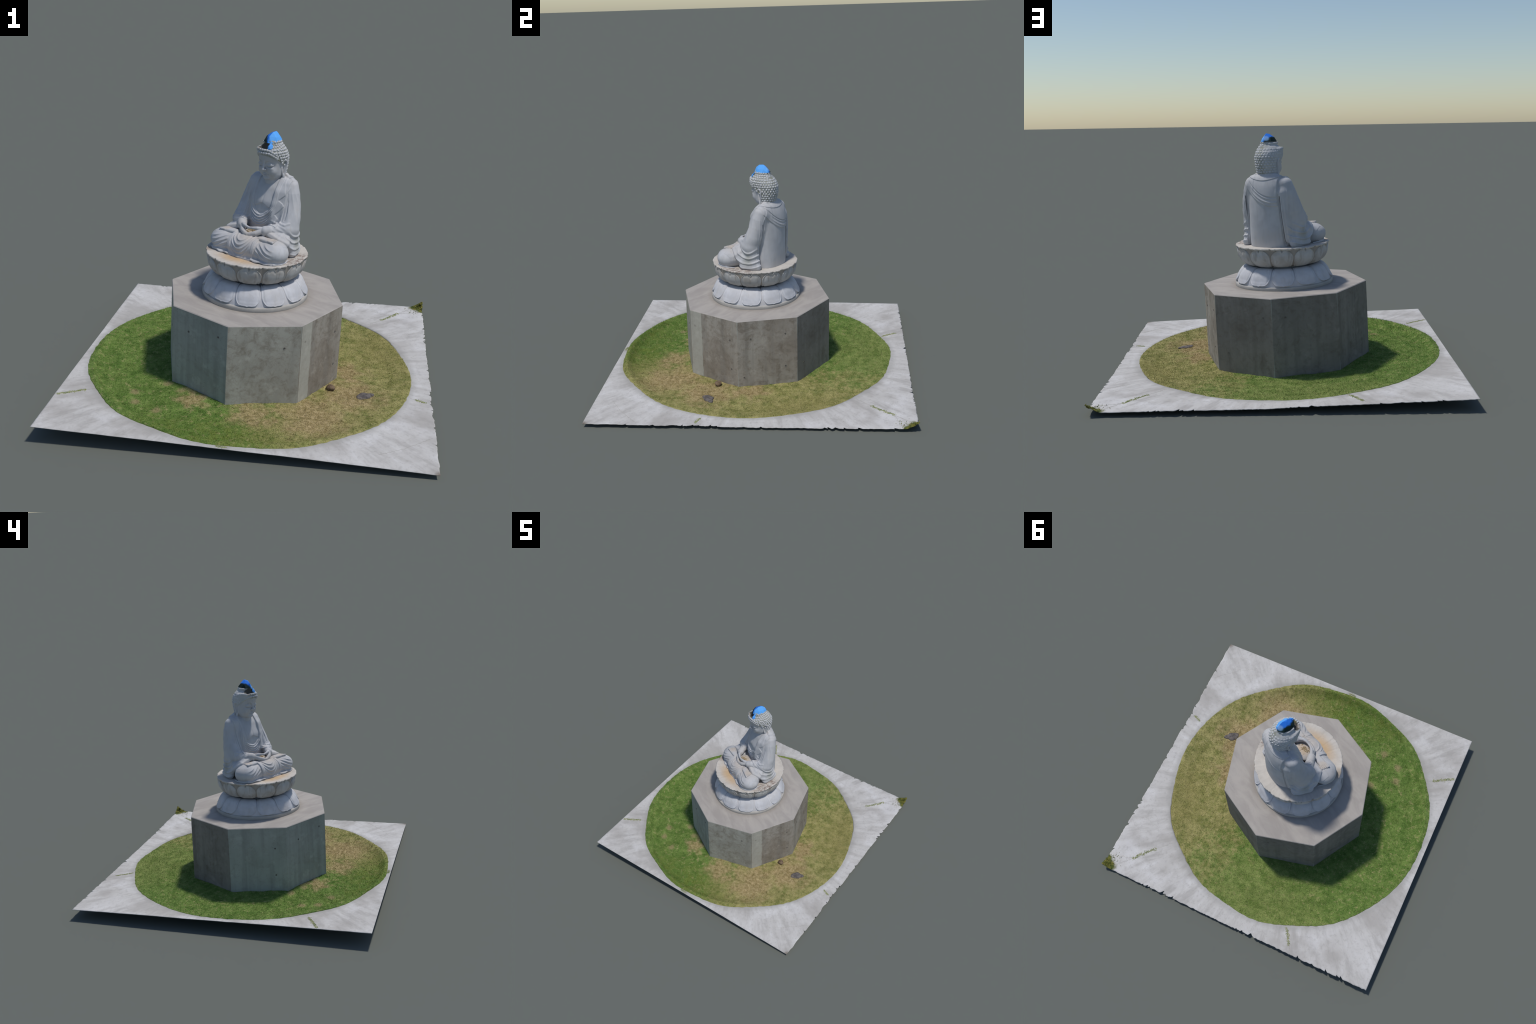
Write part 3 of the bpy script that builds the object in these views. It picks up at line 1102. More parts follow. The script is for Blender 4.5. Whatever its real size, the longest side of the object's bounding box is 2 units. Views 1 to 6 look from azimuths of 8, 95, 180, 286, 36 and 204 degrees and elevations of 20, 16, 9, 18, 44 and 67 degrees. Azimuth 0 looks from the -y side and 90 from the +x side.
def ring_part(name, prof, mat, **kw):
    V, F = lathe(prof, **kw)
    return part(name, mesh_from(name, V - SHIFT, F), statue, (mat,))


def lotus():
    # footing slab and the body behind the drooping petals
    ring_part("pedestal_foot", [(0.05, 0.436), (0.2960, 0.436), (0.2985, 0.440), (0.2985, 0.458), (0.2965, 0.4625), (0.287, 0.4640), (0.27, 0.465)], M_FOOT)
    t = np.linspace(0, 1, 24)
    prof = [tuple(v) for v in curve_at(DOME, t)]
    dome_o = ring_part("lower_lotus", [(0.166, 0.580), (0.167, 0.560), (0.172, 0.5555)] + prof, M_LOTUS_LOW)
    bowl = [tuple(v) for v in curve_at(BOWL, t)]
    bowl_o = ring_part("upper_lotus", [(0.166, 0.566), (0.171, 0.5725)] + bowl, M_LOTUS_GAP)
    # the seat disc with its chipped, scalloped rim
    chip = np.random.default_rng(3)
    ph = chip.uniform(0, 6.28, 12)

    def wave(j, th):
        s = 0.0016 * np.cos(12 * th) - 0.0042 * np.exp(-((np.angle(np.exp(12j * th))) / 0.40) ** 2) - 0.0050 * np.exp(-((np.angle(np.exp(12j * th + 3.14159j))) / 0.30) ** 2) + 0.002
        for q in range(12):
            s = s + 0.0005 * np.sin((17 + 9 * q) * th + ph[q])
        back = np.exp(-((np.angle(np.exp(1j * (th - 2.55)))) / 0.28) ** 2)
        k = [0, 0.0, 0.3, 0.8, 1, 1, 0.9, 0.7][j]
        return s * k - back * 0.004 * k, back * np.abs(np.sin(37 * th) + np.sin(23 * th)) * -0.0035 * k + (0.5 if j < 5 else -0.6) * s * k
    V, F = lathe([(0.004, 0.6865), (0.12, 0.6865), (0.24, 0.6868), (0.270, 0.6875), (0.277, 0.6895), (0.2822, 0.6885), (0.2812, 0.6828), (0.267, 0.6735)], n=384, wave=wave)
    part("seat", mesh_from("seat", V - SHIFT, F[:, ::-1]), statue, (M_SEAT,))

    def petal(name, prof, t0, t1, outline, swell):
        ns, nt = 40, 36
        V = []
        for i in range(nt + 1):
            u = i / nt
            for j in range(ns + 1):
                s = -1 + 2 * j / ns
                w, tt = outline(u, s)
                p = curve_at(prof, np.array([t0 + (t1 - t0) * tt]))[0]
                q = curve_at(prof, np.array([min(1, t0 + (t1 - t0) * tt + 0.01)]))[0]
                d = q - p
                d /= np.hypot(*d) + 1e-9
                nr = np.array([d[1], -d[0]])
                if nr[0] < 0:
                    nr = -nr
                off = swell(u, s)
                r, z = p + nr * off
                a = math.radians(15.0) * s * w
                V.append((LOTUS_C[0] * 0 + r * math.cos(a), r * math.sin(a), z))
        F = [(i * (ns + 1) + j, i * (ns + 1) + j + 1, (i + 1) * (ns + 1) + j + 1, (i + 1) * (ns + 1) + j) for i in range(nt) for j in range(ns)]
        return mesh_from(name, V, F)

    def edge_drop(u, s, tip):
        e = min(1 - abs(s), (1 - u) * tip)
        return e

    # lower ring: full, rounded petals that droop to a faint point
    def out_low(u, s):
        w = 0.94 + 0.05 * math.sin(math.pi * 0.5 * min(1, u * 1.7))
        w *= math.sqrt(max(0.0, 1 - max(0, (u - 0.52) / 0.48) ** 3.2 * 0.80))
        tip = 1.0 - 0.035 * abs(s) ** 2 + 0.012 * math.exp(-(s / 0.10) ** 2) - 0.012 * math.exp(-((abs(s) - 0.28) / 0.12) ** 2)
        return w, u * tip * 0.99

    def swell_low(u, s):
        e = edge_drop(u, s, 2.6)
        lip = step(0, 0.05, e)
        inner = step(0.06, 0.34, e)
        border = 0.0030 * math.exp(-((e - 0.07) / 0.045) ** 2)
        flare = 0.007 * step(0.80, 1.0, u)
        return float(-0.002 + 0.0050 * lip + border + 0.0055 * inner * math.sin(math.pi * min(1, u * 0.75 + 0.15)) + flare * lip)

    low = petal("drooping_petal", DOME, 0.06, 0.985, out_low, swell_low)
    low.materials.append(M_LOTUS_LOW)
    low.polygons.foreach_set("use_smooth", [True] * len(low.polygons))

    # upper ring: upright petals with a heart-shaped, notched top edge
    def out_up(u, s):
        w = 0.82 + 0.165 * math.sin(math.pi * 0.5 * min(1, u * 1.3))
        w *= math.sqrt(max(0.0, 1 - max(0, (u - 0.62) / 0.38) ** 2.4 * 0.80))
        tip = 1.0 - 0.10 * math.exp(-(s / 0.16) ** 2) - 0.05 * abs(s) ** 3
        return w, u * tip

    def swell_up(u, s):
        e = edge_drop(u, s, 2.2)
        lip = step(0, 0.05, e)
        inner = step(0.12, 0.42, e)
        border = 0.0034 * math.exp(-((e - 0.07) / 0.04) ** 2)
        return float(-0.002 + 0.0050 * lip + border + 0.0070 * inner * math.sin(math.pi * min(1, u * 0.8 + 0.12)))

    up = petal("upright_petal", BOWL, 0.10, 0.985, out_up, swell_up)
    up.materials.append(M_LOTUS_UP)
    up.polygons.foreach_set("use_smooth", [True] * len(up.polygons))
    for me, owner in ((low, dome_o), (up, bowl_o)):
        for i in range(12):
            o = bpy.data.objects.new(me.name, me)
            scene.collection.objects.link(o)
            o.parent = owner
            o.rotation_euler = (0, 0, math.radians(30 * i))
            o.location = (LOTUS_C[0], LOTUS_C[1], 0)


lotus()

# ---------------------------------------------------------------- body
B = Field((-0.275, -0.205, 0.672), (0.275, 0.245, 1.135), 0.0020)

TORSO = loft([0.672, 0.72, 0.80, 0.86, 0.90, 0.96, 1.00, 1.04, 1.075, 1.095, 1.110],
             [0.128, 0.130, 0.128, 0.125, 0.124, 0.124, 0.125, 0.124, 0.112, 0.085, 0.055],
             [0.00, 0.00, 0.006, 0.010, 0.014, 0.018, 0.030, 0.046, 0.068, 0.085, 0.10],
             [0.204, 0.207, 0.208, 0.208, 0.207, 0.204, 0.199, 0.192, 0.181, 0.170, 0.156], 2.35)
ARM, SLEEVE, LEG, HAND, FOOT = {}, {}, {}, {}, {}
for sx in (-1, 1):
    AW = 1.0 if sx > 0 else 1.055                     # his right arm stands out a little more
    if sx > 0:
        path, rad = [(0.106, 0.130, 1.050), (0.117, 0.123, 1.010), (0.126, 0.115, 0.960), (0.138, 0.098, 0.900), (0.152, 0.080, 0.835)], [0.043, 0.047, 0.051, 0.054, 0.050]
    else:
        path, rad = [(-0.114, 0.114, 1.050), (-0.124, 0.109, 1.010), (-0.134, 0.102, 0.960), (-0.146, 0.090, 0.900), (-0.160, 0.076, 0.835)], [0.044, 0.048, 0.052, 0.055, 0.050]
    ARM[sx] = [chain(path, rad),
               chain([(sx * AW * 0.128, 0.095 if sx < 0 else 0.110, 0.950), (sx * AW * 0.140, 0.062 if sx < 0 else 0.092, 0.890), (sx * AW * 0.150, 0.018 if sx < 0 else 0.042, 0.838)], [0.036, 0.044, 0.038]),
               capsule((sx * AW * 0.150, 0.050, 0.828), (sx * AW * 0.086, -0.040, 0.832), 0.040, 0.023)]
    E0, E1, E2, E3 = (sx * AW * 0.082, -0.046, 0.822), (sx * AW * 0.166, -0.046, 0.797), (sx * AW * 0.196, -0.004, 0.772), (sx * AW * 0.192, 0.050, 0.708)
    EL = (sx * AW * 0.150, 0.060, 0.828)
    SLEEVE[sx] = [capsule((sx * AW * 0.150, 0.085, 0.825), (sx * AW * 0.156, 0.096, 0.715), 0.046, 0.042),
                  triangle(E0, EL, E1, 0.015), triangle(E1, EL, E2, 0.016), triangle(E2, EL, E3, 0.016),
                  triangle(EL, E3, (sx * AW * 0.160, 0.135, 0.705), 0.024)]
    LEG[sx] = [capsule((sx * 0.080, 0.070, 0.735), (sx * 0.165, -0.070, 0.736), 0.052, 0.056),
               ellipsoid((sx * 0.174, -0.084, 0.737), (0.080, 0.077, 0.061)),
               capsule((sx * 0.165, -0.098, 0.733), (sx * 0.0, -0.104, 0.736), 0.056, 0.058)]
    # sole-up foot lying on the opposite thigh
    FOOT[sx] = [triangle((sx * 0.085, -0.100, 0.797), (sx * 0.150, -0.106, 0.797), (sx * 0.150, -0.078, 0.798), 0.0105),
                triangle((sx * 0.085, -0.100, 0.797), (sx * 0.150, -0.078, 0.798), (sx * 0.085, -0.078, 0.798), 0.0105)]
    for i in range(5):
        y = -0.1135 + i * 0.0112
        FOOT[sx].append(capsule((sx * 0.152, y * 0.9 - 0.009, 0.802), (sx * (0.182 - 0.0022 * abs(i - 0.5)), y, 0.802), 0.0058, 0.0066 if i == 0 else 0.0049))
    HAND[sx] = [chain([(sx * 0.085, -0.042, 0.832), (sx * 0.066, -0.062, 0.830), (sx * 0.044, -0.088, 0.818), (sx * 0.018, -0.100, 0.808), (0.0, -0.102, 0.805)], [0.019, 0.018, 0.014, 0.012, 0.012]),
                chain([(sx * 0.070, -0.056, 0.840), (sx * 0.046, -0.076, 0.845), (sx * 0.022, -0.085, 0.843), (0.0, -0.087, 0.840)], [0.013, 0.010, 0.0075, 0.0065])]

B.add(TORSO, 0.0)
for sx in (-1, 1):
    for p in ARM[sx][:2]:
        B.add(p, 0.020)
    for p in LEG[sx]:
        B.add(p, 0.020)
# the robe fills the angle between his right arm and the back
B.add(chain([(-0.112, 0.142, 1.00), (-0.118, 0.140, 0.90), (-0.128, 0.130, 0.74)], [0.036, 0.037, 0.032]), 0.020)
# lap and skirt
B.add(capsule((-0.10, -0.060, 0.752), (0.10, -0.060, 0.752), 0.040), 0.03)
for sx in (-1, 1):
    B.add(triangle((0, -0.150, 0.690), (sx * 0.20, -0.140, 0.688), (sx * 0.10, -0.06, 0.70), 0.014), 0.012)
    B.add(ARM[sx][2], 0.014)
    for i, p in enumerate(SLEEVE[sx]):
        B.add(p, 0.014 if i in (0, 4) else 0.0035)

# ---- robe relief, worked as outward pushes on the field
# open front: a U of bare chest between the collars
CH_Z = [0.895, 0.902, 0.912, 0.930, 0.950, 0.975, 1.04, 1.09, 1.13]
CH_W = [0.001, 0.020, 0.036, 0.050, 0.058, 0.063, 0.065, 0.064, 0.060]


def chest_w(z):
    return np.interp(z, CH_Z, CH_W) * (z > 0.895)


def bare(x, y, z, soft=0.0022):
    return (1 - step(-soft, soft, np.abs(x) - chest_w(z))) * (z > 0.895) * (y < 0.10)


B.push(lambda x, y, z: (1 - bare(x, y, z)) * 0.0050 * step(0.83, 0.86, z) * (y < 0.12), (-0.125, -0.02, 0.83), (0.125, 0.12, 1.12))
# pectoral shelf
B.push(lambda x, y, z: bare(x, y, z, 0.01) * (0.0045 * step(0.956, 0.963, z + 0.018 * step(0.0, 0.05, np.abs(x))) * (1 - step(0.97, 1.03, z)) - 0.0012 * np.exp(-(x / 0.006) ** 2) * (z > 0.955)), (-0.07, -0.02, 0.89), (0.07, 0.09, 1.10))
# belly bulge above the girdle
B.push(lambda x, y, z: bare(x, y, z, 0.01) * 0.003 * np.exp(-((z - 0.918) / 0.016) ** 2), (-0.07, -0.02, 0.89), (0.07, 0.09, 0.96))
# collar band on his left, from the nape down over the belly
B.push(lambda x, y, z: 0.0022 * band(np.abs(x) - chest_w(z), 0.000, 0.026, 0.0015) * (x > -0.01) * step(0.90, 0.92, z) + 0.0010 * band(np.abs(x) - chest_w(z), 0.006, 0.018, 0.0015) * (x > -0.01) * step(0.90, 0.92, z), (-0.12, -0.02, 0.88), (0.12, 0.10, 1.12))
B.push(lambda x, y, z: 0.0022 * band(np.abs(x) - chest_w(z), 0.000, 0.017, 0.0015) * (x < 0.01) * step(0.93, 0.94, z), (-0.12, -0.02, 0.88), (0.12, 0.10, 1.12))
# hanging swags on the belly: nested catenaries
def swag(x, y, z):
    u = z - 0.80 * 0 - 9.0 * (x + 0.012) ** 2
    m = band(u, 0.832, 0.897, 0.004) * (1 - step(0.058, 0.085, np.abs(x + 0.005))) * (y < 0.06)
    return m * (0.0062 * ridge((u - 0.897) / 0.0145, 2.0) - 0.001) + 0.004 * band(u, 0.822, 0.900, 0.008) * (1 - step(0.07, 0.09, np.abs(x))) * (y < 0.06) * (1 - step(0.925, 0.955, z))


B.push(swag, (-0.10, -0.04, 0.82), (0.09, 0.06, 0.96))


# zig-zag lapel on his left breast
def lapel(x, y, z):
    zig = np.interp(z, [0.860, 0.877, 0.886, 0.910, 0.936, 0.959, 0.972, 0.989, 1.017, 1.058, 1.09], [0.088, 0.098, 0.101, 0.084, 0.108, 0.125, 0.116, 0.094, 0.122, 0.135, 0.13])
    line = np.interp(z, [0.85, 0.95, 1.0, 1.05], [0.090, 0.128, 0.126, 0.130])
    f = 0.0030 * (1 - step(-0.0012, 0.0012, x - zig)) + 0.0022 * (1 - step(-0.0012, 0.0012, x - line))
    return f * step(0.84, 0.87, z) * (1 - step(1.03, 1.07, z)) * step(0.05, 0.075, x) * (y < 0.10)


B.push(lapel, (0.05, -0.02, 0.84), (0.14, 0.10, 1.08))


# vertical pleats at his right armpit and down both sleeves' front edges
def pleats(x, y, z):
    ax = np.abs(x)
    m = band(ax, 0.082, 0.118, 0.006) * band(z, 0.86, 1.03, 0.03) * (y < 0.075)
    right = m * (x < 0) * 0.0042 * ridge((ax + 0.12 * (z - 0.95)) / 0.0125, 1.4)
    return right


B.push(pleats, (-0.16, -0.02, 0.84), (0.16, 0.10, 1.06))
for sx in (-1, 1):
    B.carve(chain(B.on_front([(sx * 0.130, 1.025), (sx * 0.138, 0.98), (sx * 0.144, 0.93), (sx * 0.144, 0.888)], 0.0), [0.001, 0.004, 0.005, 0.003]), 0.005)


# sleeves: concentric folds hanging under each elbow
def sleeve_folds(x, y, z):
    ax = np.abs(x)
    d = np.sqrt((y - 0.082) ** 2 * 1.0 + (z - 0.862) ** 2)
    m = step(0.130, 0.158, ax) * band(d, 0.050, 0.165, 0.008) * (1 - step(0.800, 0.845, z)) * step(-0.02, 0.02, y)
    f = 0.0065 * ridge((d - 0.064) / 0.034, 3.0) * m
    d2 = np.sqrt((y - 0.10) ** 2 + (z - 0.90) ** 2)
    return f + 0 * d2


B.push(sleeve_folds, (-0.26, 0.0, 0.68), (0.26, 0.20, 0.89))


# forearm: fine soft creases running to the cuff, and the crook of the elbow
def fore(x, y, z):
    ax = np.abs(x)
    t = (ax - 0.08) * 0.55 + (y + 0.05) * 0.83
    m = band(t, 0.004, 0.10, 0.01) * band(z, 0.73, 0.875, 0.01) * (y < 0.075) * (y > -0.08)
    u = z + 0.55 * t
    return m * 0.0016 * ridge(u / 0.022, 1.2)


B.push(fore, (-0.23, -0.09, 0.71), (0.23, 0.09, 0.89))
for sx in (-1, 1):
    # a soft roll where the upper sleeve breaks over the forearm
    ln = B.on_front([(sx * 0.122, 0.872), (sx * 0.140, 0.866), (sx * 0.158, 0.866), (sx * 0.176, 0.874)], 0.001)
    B.carve(chain([(p[0], p[1], p[2] - 0.006) for p in ln], [0.002, 0.0045, 0.004, 0.001]), 0.004)
    B.add(chain(ln, [0.002, 0.005, 0.005, 0.002]), 0.008)


# upper arm: long soft folds
def arm_folds(x, y, z):
    ax = np.abs(x)
    m = step(0.10, 0.13, ax) * band(z, 0.87, 1.03, 0.03) * (y < 0.16)
    a = np.arctan2(y - 0.11, ax - 0.12)
    return m * 0.0018 * ridge((a + 1.6 * (z - 0.95)) / 0.55, 2.0)


B.push(arm_folds, (-0.22, 0.0, 0.85), (0.22, 0.17, 1.06))


# back: collar roll, and the shawl thrown over the left shoulder with its folds
def back(x, y, z):
    m = step(0.112, 0.125, y)
    z2 = 0.930 + 0.125 * (np.maximum(0, x + 0.075) / 0.205) ** 2
    z1 = 0.985 + 0.100 * (np.maximum(0, x + 0.07) / 0.17) ** 2
    inside = (1 - step(0.124, 0.132, x)) * step(-0.098, -0.094, x)
    f = 0.0040 * step(-0.0014, 0.0014, z - z2) + 0.0035 * step(-0.0014, 0.0014, z - z1)
    u = (z - z2) / np.maximum(0.02, z1 - z2)
    f = f + 0.0026 * ridge(u * 2.5, 2.0) * band(u, 0.1, 0.95, 0.08) * (1 - step(0.04, 0.09, x))
    col = 0.004 * step(-0.0014, 0.0014, z - (1.080 + 2.0 * x * x))
    ax = np.abs(x)
    arm_line = -0.0070 * np.exp(-((ax - 0.100 - 0.06 * (1.0 - z)) / 0.0032) ** 2) * band(z, 0.70, 0.99, 0.02) * (x < 0) - 0.0075 * np.exp(-((ax - 0.122 - 0.03 * (1.0 - z)) / 0.0035) ** 2) * band(z, 0.70, 1.0, 0.02) * (x > 0)
    pleat = 0.003 * ridge((ax - 0.118 - 0.06 * (1.0 - z)) / 0.016, 1.6) * band(ax - 0.06 * (1.0 - z), 0.106, 0.150, 0.004) * band(z, 0.72, 0.97, 0.03)
    return m * (f * inside + col + arm_line + pleat)


B.push(back, (-0.20, 0.09, 0.69), (0.20, 0.24, 1.12))


# the sleeves hang clear of the back: a deep slot on either side
for sx in (-1, 1):
    g0, g1 = (0.1235, 0.131) if sx > 0 else (0.101, 0.118)
    q = [(sx * (g0 + 0.012), 0.150, 0.985), (sx * g0, 0.215, 0.985), (sx * (g1 + 0.010), 0.140, 0.70), (sx * g1, 0.215, 0.70)]
    B.carve(triangle(q[0], q[1], q[2], 0.0032), 0.003)
    B.carve(triangle(q[1], q[2], q[3], 0.0032), 0.003)


# shoulder seam on his left
B.push(lambda x, y, z: 0.0026 * step(-0.0012, 0.0012, (0.112 + 0.35 * (1.06 - z)) - x) * step(0.055, 0.065, x) * step(0.985, 1.045, z), (0.05, 0.0, 0.98), (0.14, 0.22, 1.12))


# ---- the cloth apron that covers the shins, with its U folds
def apron_w(z):
    return np.interp(z, [0.69, 0.72, 0.76, 0.80], [0.078, 0.088, 0.094, 0.088])


def apron(x, y, z):
    w = apron_w(z)
    m = (1 - step(-0.0015, 0.0015, np.abs(x) - w)) * (y < -0.055)
    u = z - 11.0 * (np.abs(x + 0.010)) ** 2.0
    U = band(u, 0.690, 0.790, 0.006) * (1 - step(0.055, 0.075, np.abs(x)))
    turned = 0.0035 * band(np.abs(x) - w, -0.020, 0.0, 0.0015) * step(0.722, 0.726, z)
    hem = 0.004 * (1 - step(0.690, 0.705, z))
    return m * (0.0055 + U * 0.0040 * ridge((u - 0.716) / 0.0225, 2.2) + turned + hem)


B.push(apron, (-0.11, -0.205, 0.676), (0.11, -0.05, 0.83))


# trouser folds sweeping round each shin and knee
def knee_folds(x, y, z):
    ax = np.abs(x)
    m = step(0.095, 0.105, ax) * (1 - step(0.175, 0.225, ax)) * (y < -0.105) * band(z, 0.705, 0.785, 0.008)
    u = z + 0.55 * (ax - 0.10) ** 1.0 * (ax > 0.1) * 0.9 - 2.0 * np.maximum(0, ax - 0.15) ** 2
    return m * 0.0040 * ridge((u - 0.728) / 0.021, 2.0)


B.push(knee_folds, (-0.24, -0.205, 0.69), (0.24, -0.09, 0.80))
# ruffled under-hem: a thin sheet with a rolling edge
for sx in (-1, 1):
    edge = []
    for i in range(25):
        q = i / 24
        x = 0.080 + 0.135 * q
        y = -0.170 + 0.030 * q ** 3 + 0.003 * math.sin(q * 13 + sx)
        edge.append((sx * x, y, 0.6945 + 0.002 * math.sin(q * 13 + 1.2 + sx)))
    B.add(chain(edge, 0.0034), 0.005)
    for i in range(0, 23, 2):
        B.add(triangle(edge[i], edge[i + 2], (edge[i + 1][0], edge[i + 1][1] + 0.018, 0.702), 0.0030), 0.005)
    B.add(chain([(sx * 0.215, -0.140, 0.693), (sx * 0.234, -0.100, 0.692), (sx * 0.234, -0.060, 0.691), (sx * 0.216, -0.01, 0.690)], [0.006, 0.007, 0.005, 0.003]), 0.005)

# feet and hands last, so that their creases stay crisp
for sx in (-1, 1):
    for i, p in enumerate(FOOT[sx]):
        B.add(p, 0.003 if i < 2 else 0.001)
B.carve(ellipsoid((0.0, -0.056, 0.858), (0.052, 0.034, 0.038)), 0.006)
B.add(ellipsoid((0.0, -0.040, 0.795), (0.070, 0.055, 0.024)), 0.006)
for sx in (-1, 1):
    B.add(chain([(sx * 0.092, -0.036, 0.834), (sx * 0.080, -0.050, 0.832)], [0.027, 0.0265]), 0.003)   # cuff
    for p in HAND[sx]:
        B.add(p, 0.002)
# finger gaps
for dz in (-0.004, 0.003):
    B.carve(chain([(-0.040, -0.106, 0.815 + dz), (0.0, -0.1155, 0.806 + dz), (0.040, -0.106, 0.815 + dz)], 0.0012), 0.002)
# flat underside where it sits on the lotus
B.push(lambda x, y, z: -0.05 * (z < SEAT - 0.006), (-0.275, -0.205, 0.672), (0.275, 0.245, SEAT - 0.004))

V, F = B.mesh()
N = vertex_normals(V, F)
cen = V[F].mean(1)


def dist(prims):
    d = np.full(len(cen), 9.0)
    for f, _, _ in prims:
        d = np.minimum(d, f(cen[:, 0], cen[:, 1], cen[:, 2]))
    return d


groups = [("robe", [TORSO], 0.0, M_STONE)]
for sx in (1, -1):
    groups.append(("arm", ARM[sx] + SLEEVE[sx], -0.004, M_STONE))
for sx in (1, -1):
    groups.append(("leg", LEG[sx], -0.004, M_STONE))
for sx in (1, -1):
    groups.append(("hand", HAND[sx], -0.008, M_STONE))
for sx in (1, -1):
    groups.append(("foot", FOOT[sx], -0.006, M_STONE))
D = np.stack([dist(g[1]) + g[2] for g in groups], 1)
label = D.argmin(1)
ap = (np.abs(cen[:, 0]) < apron_w(cen[:, 2])) & (cen[:, 1] < -0.058) & (label < 5)
label[ap] = len(groups)
ch = (np.abs(cen[:, 0]) < chest_w(cen[:, 2])) & (cen[:, 2] > 0.895) & (cen[:, 1] < 0.10) & (label == 0)
label[ch] = len(groups) + 1
split_parts(V, F, N, label, [g[0] for g in groups] + ["robe_apron", "torso"], statue, [M_STONE] * (len(groups) + 2), SHIFT)

# ---------------------------------------------------------------- head
HX = 0.004
H = Field((-0.098, -0.040, 1.060), (0.106, 0.205, 1.345), 0.0016)
SKULL = loft([1.082, 1.090, 1.102, 1.120, 1.15, 1.18, 1.21, 1.235, 1.255, 1.272, 1.284],
             [0.028, 0.041, 0.052, 0.060, 0.064, 0.067, 0.0690, 0.0690, 0.062, 0.050, 0.032],
             [0.060, 0.048, 0.038, 0.029, 0.018, 0.010, 0.004, 0.001, 0.006, 0.025, 0.045],
             [0.125, 0.140, 0.150, 0.160, 0.170, 0.175, 0.175, 0.168, 0.155, 0.140, 0.120], 2.15, HX)
H.add(SKULL, 0.0)
NECK = capsule((HX, 0.100, 1.110), (0.0, 0.106, 1.062), 0.042, 0.050)
H.add(NECK, 0.010)
H.carve(chain([(HX + 0.05 * math.sin(a), 0.102 - 0.047 * math.cos(a), 1.083) for a in np.linspace(-1.6, 1.6, 12)], 0.0016), 0.003)
# chin, cheeks
H.add(ellipsoid((HX, 0.037, 1.101), (0.019, 0.013, 0.012)), 0.014)
for sx in (-1, 1):
    H.add(ellipsoid((HX + sx * 0.028, 0.042, 1.142), (0.023, 0.020, 0.025)), 0.018)
# nose
H.add(capsule((HX, 0.0120, 1.196), (HX, 0.0040, 1.158), 0.0046, 0.0066), 0.008)
H.add(ellipsoid((HX, 0.0035, 1.1515), (0.0088, 0.0095, 0.0068)), 0.005)
for sx in (-1, 1):
    H.add(ellipsoid((HX + sx * 0.0092, 0.0095, 1.1505), (0.0058, 0.0075, 0.0052)), 0.003)
# urna
H.add(ellipsoid((HX, 0.0055, 1.210), (0.0046, 0.0045, 0.0046)), 0.0015)
# closed eyes: sockets under sharp brows, heavy lids, long slits
for sx in (-1, 1):
    H.carve(ellipsoid((HX + sx * 0.0265, 0.002, 1.1800), (0.0205, 0.0150, 0.0165)), 0.004)
    H.add(ellipsoid((HX + sx * 0.0275, 0.0290, 1.1770), (0.0215, 0.0155, 0.0140)), 0.002)
    ex = [(HX + sx * a, b) for a, b in ((0.0110, 1.1700), (0.0180, 1.1655), (0.0275, 1.1635), (0.0370, 1.1655), (0.0480, 1.1720))]
    H.carve(chain(H.on_front(ex, 0.0008), [0.0016, 0.0030, 0.0036, 0.0030, 0.0012]), 0.0012)
    H.add(ellipsoid((HX + sx * 0.0270, 0.0320, 1.1560), (0.0190, 0.0130, 0.0080)), 0.008)
    br = [(HX + sx * a, b) for a, b in ((0.0090, 1.176), (0.0100, 1.186), (0.0155, 1.1935), (0.0280, 1.1970), (0.0410, 1.1935), (0.0510, 1.186))]
    H.carve(chain(H.on_front(br, 0.0004), [0.0016, 0.0026, 0.0026, 0.0022, 0.0018, 0.001]), 0.0015)
# mouth
H.carve(ellipsoid((HX, 0.0155, 1.1350), (0.0032, 0.006, 0.007)), 0.004)
H.add(ellipsoid((HX, 0.0275, 1.1245), (0.0165, 0.0085, 0.0048)), 0.002)
H.add(ellipsoid((HX, 0.0290, 1.1160), (0.0130, 0.0090, 0.0050)), 0.002)
lp = [(HX + a, 1.1205 + 8 * a * a) for a in (-0.0175, -0.009, 0, 0.009, 0.0175)]
H.carve(chain(H.on_front(lp, 0.0004), [0.0010, 0.0017, 0.0017, 0.0017, 0.0010]), 0.001)
H.carve(ellipsoid((HX, 0.0195, 1.1080), (0.014, 0.007, 0.0035)), 0.005)
for sx in (-1, 1):
    H.carve(ellipsoid((HX + sx * 0.0195, 0.025, 1.1215), (0.003, 0.005, 0.004)), 0.004)


# hair: the cap of hair stands proud of the face along the hairline
def hairline(x, y):
    return 1.238 - 0.66 * np.clip(y - 0.004, 0, 1) - 0.9 * np.maximum(0, np.abs(x - HX) - 0.03) * 0.12


def hair_mask(x, y, z, soft=0.0016):
    a = step(-soft, soft, z - hairline(x, y))
    b = step(-soft, soft, y - (0.108 + 0.0 * z)) * step(-soft, soft, z - 1.104)
    return np.maximum(a, b)


H.push(lambda x, y, z: 0.0052 * hair_mask(x, y, z), (-0.098, -0.04, 1.06), (0.106, 0.205, 1.345))
BAND = []
# brow band, a double roll that is smooth on his right
for dz, dy, r in ((0.000, 0.0, 0.0064), (0.0155, 0.0015, 0.0070)):
    pts = []
    for a in np.linspace(-1.45, 1.45, 17):
        x = HX + 0.0635 * math.sin(a)
        y = 0.058 - 0.062 * math.cos(a) + dy
        pts.append((x, y, float(hairline(x, y)) + 0.0045 + dz * (1 - 0.3 * (abs(a) > 1.1))))
    BAND.append(pts)
    H.add(chain(pts, [r * float(1 - 0.42 * step(-0.02, 0.015, p[0])) for p in pts]), 0.004)
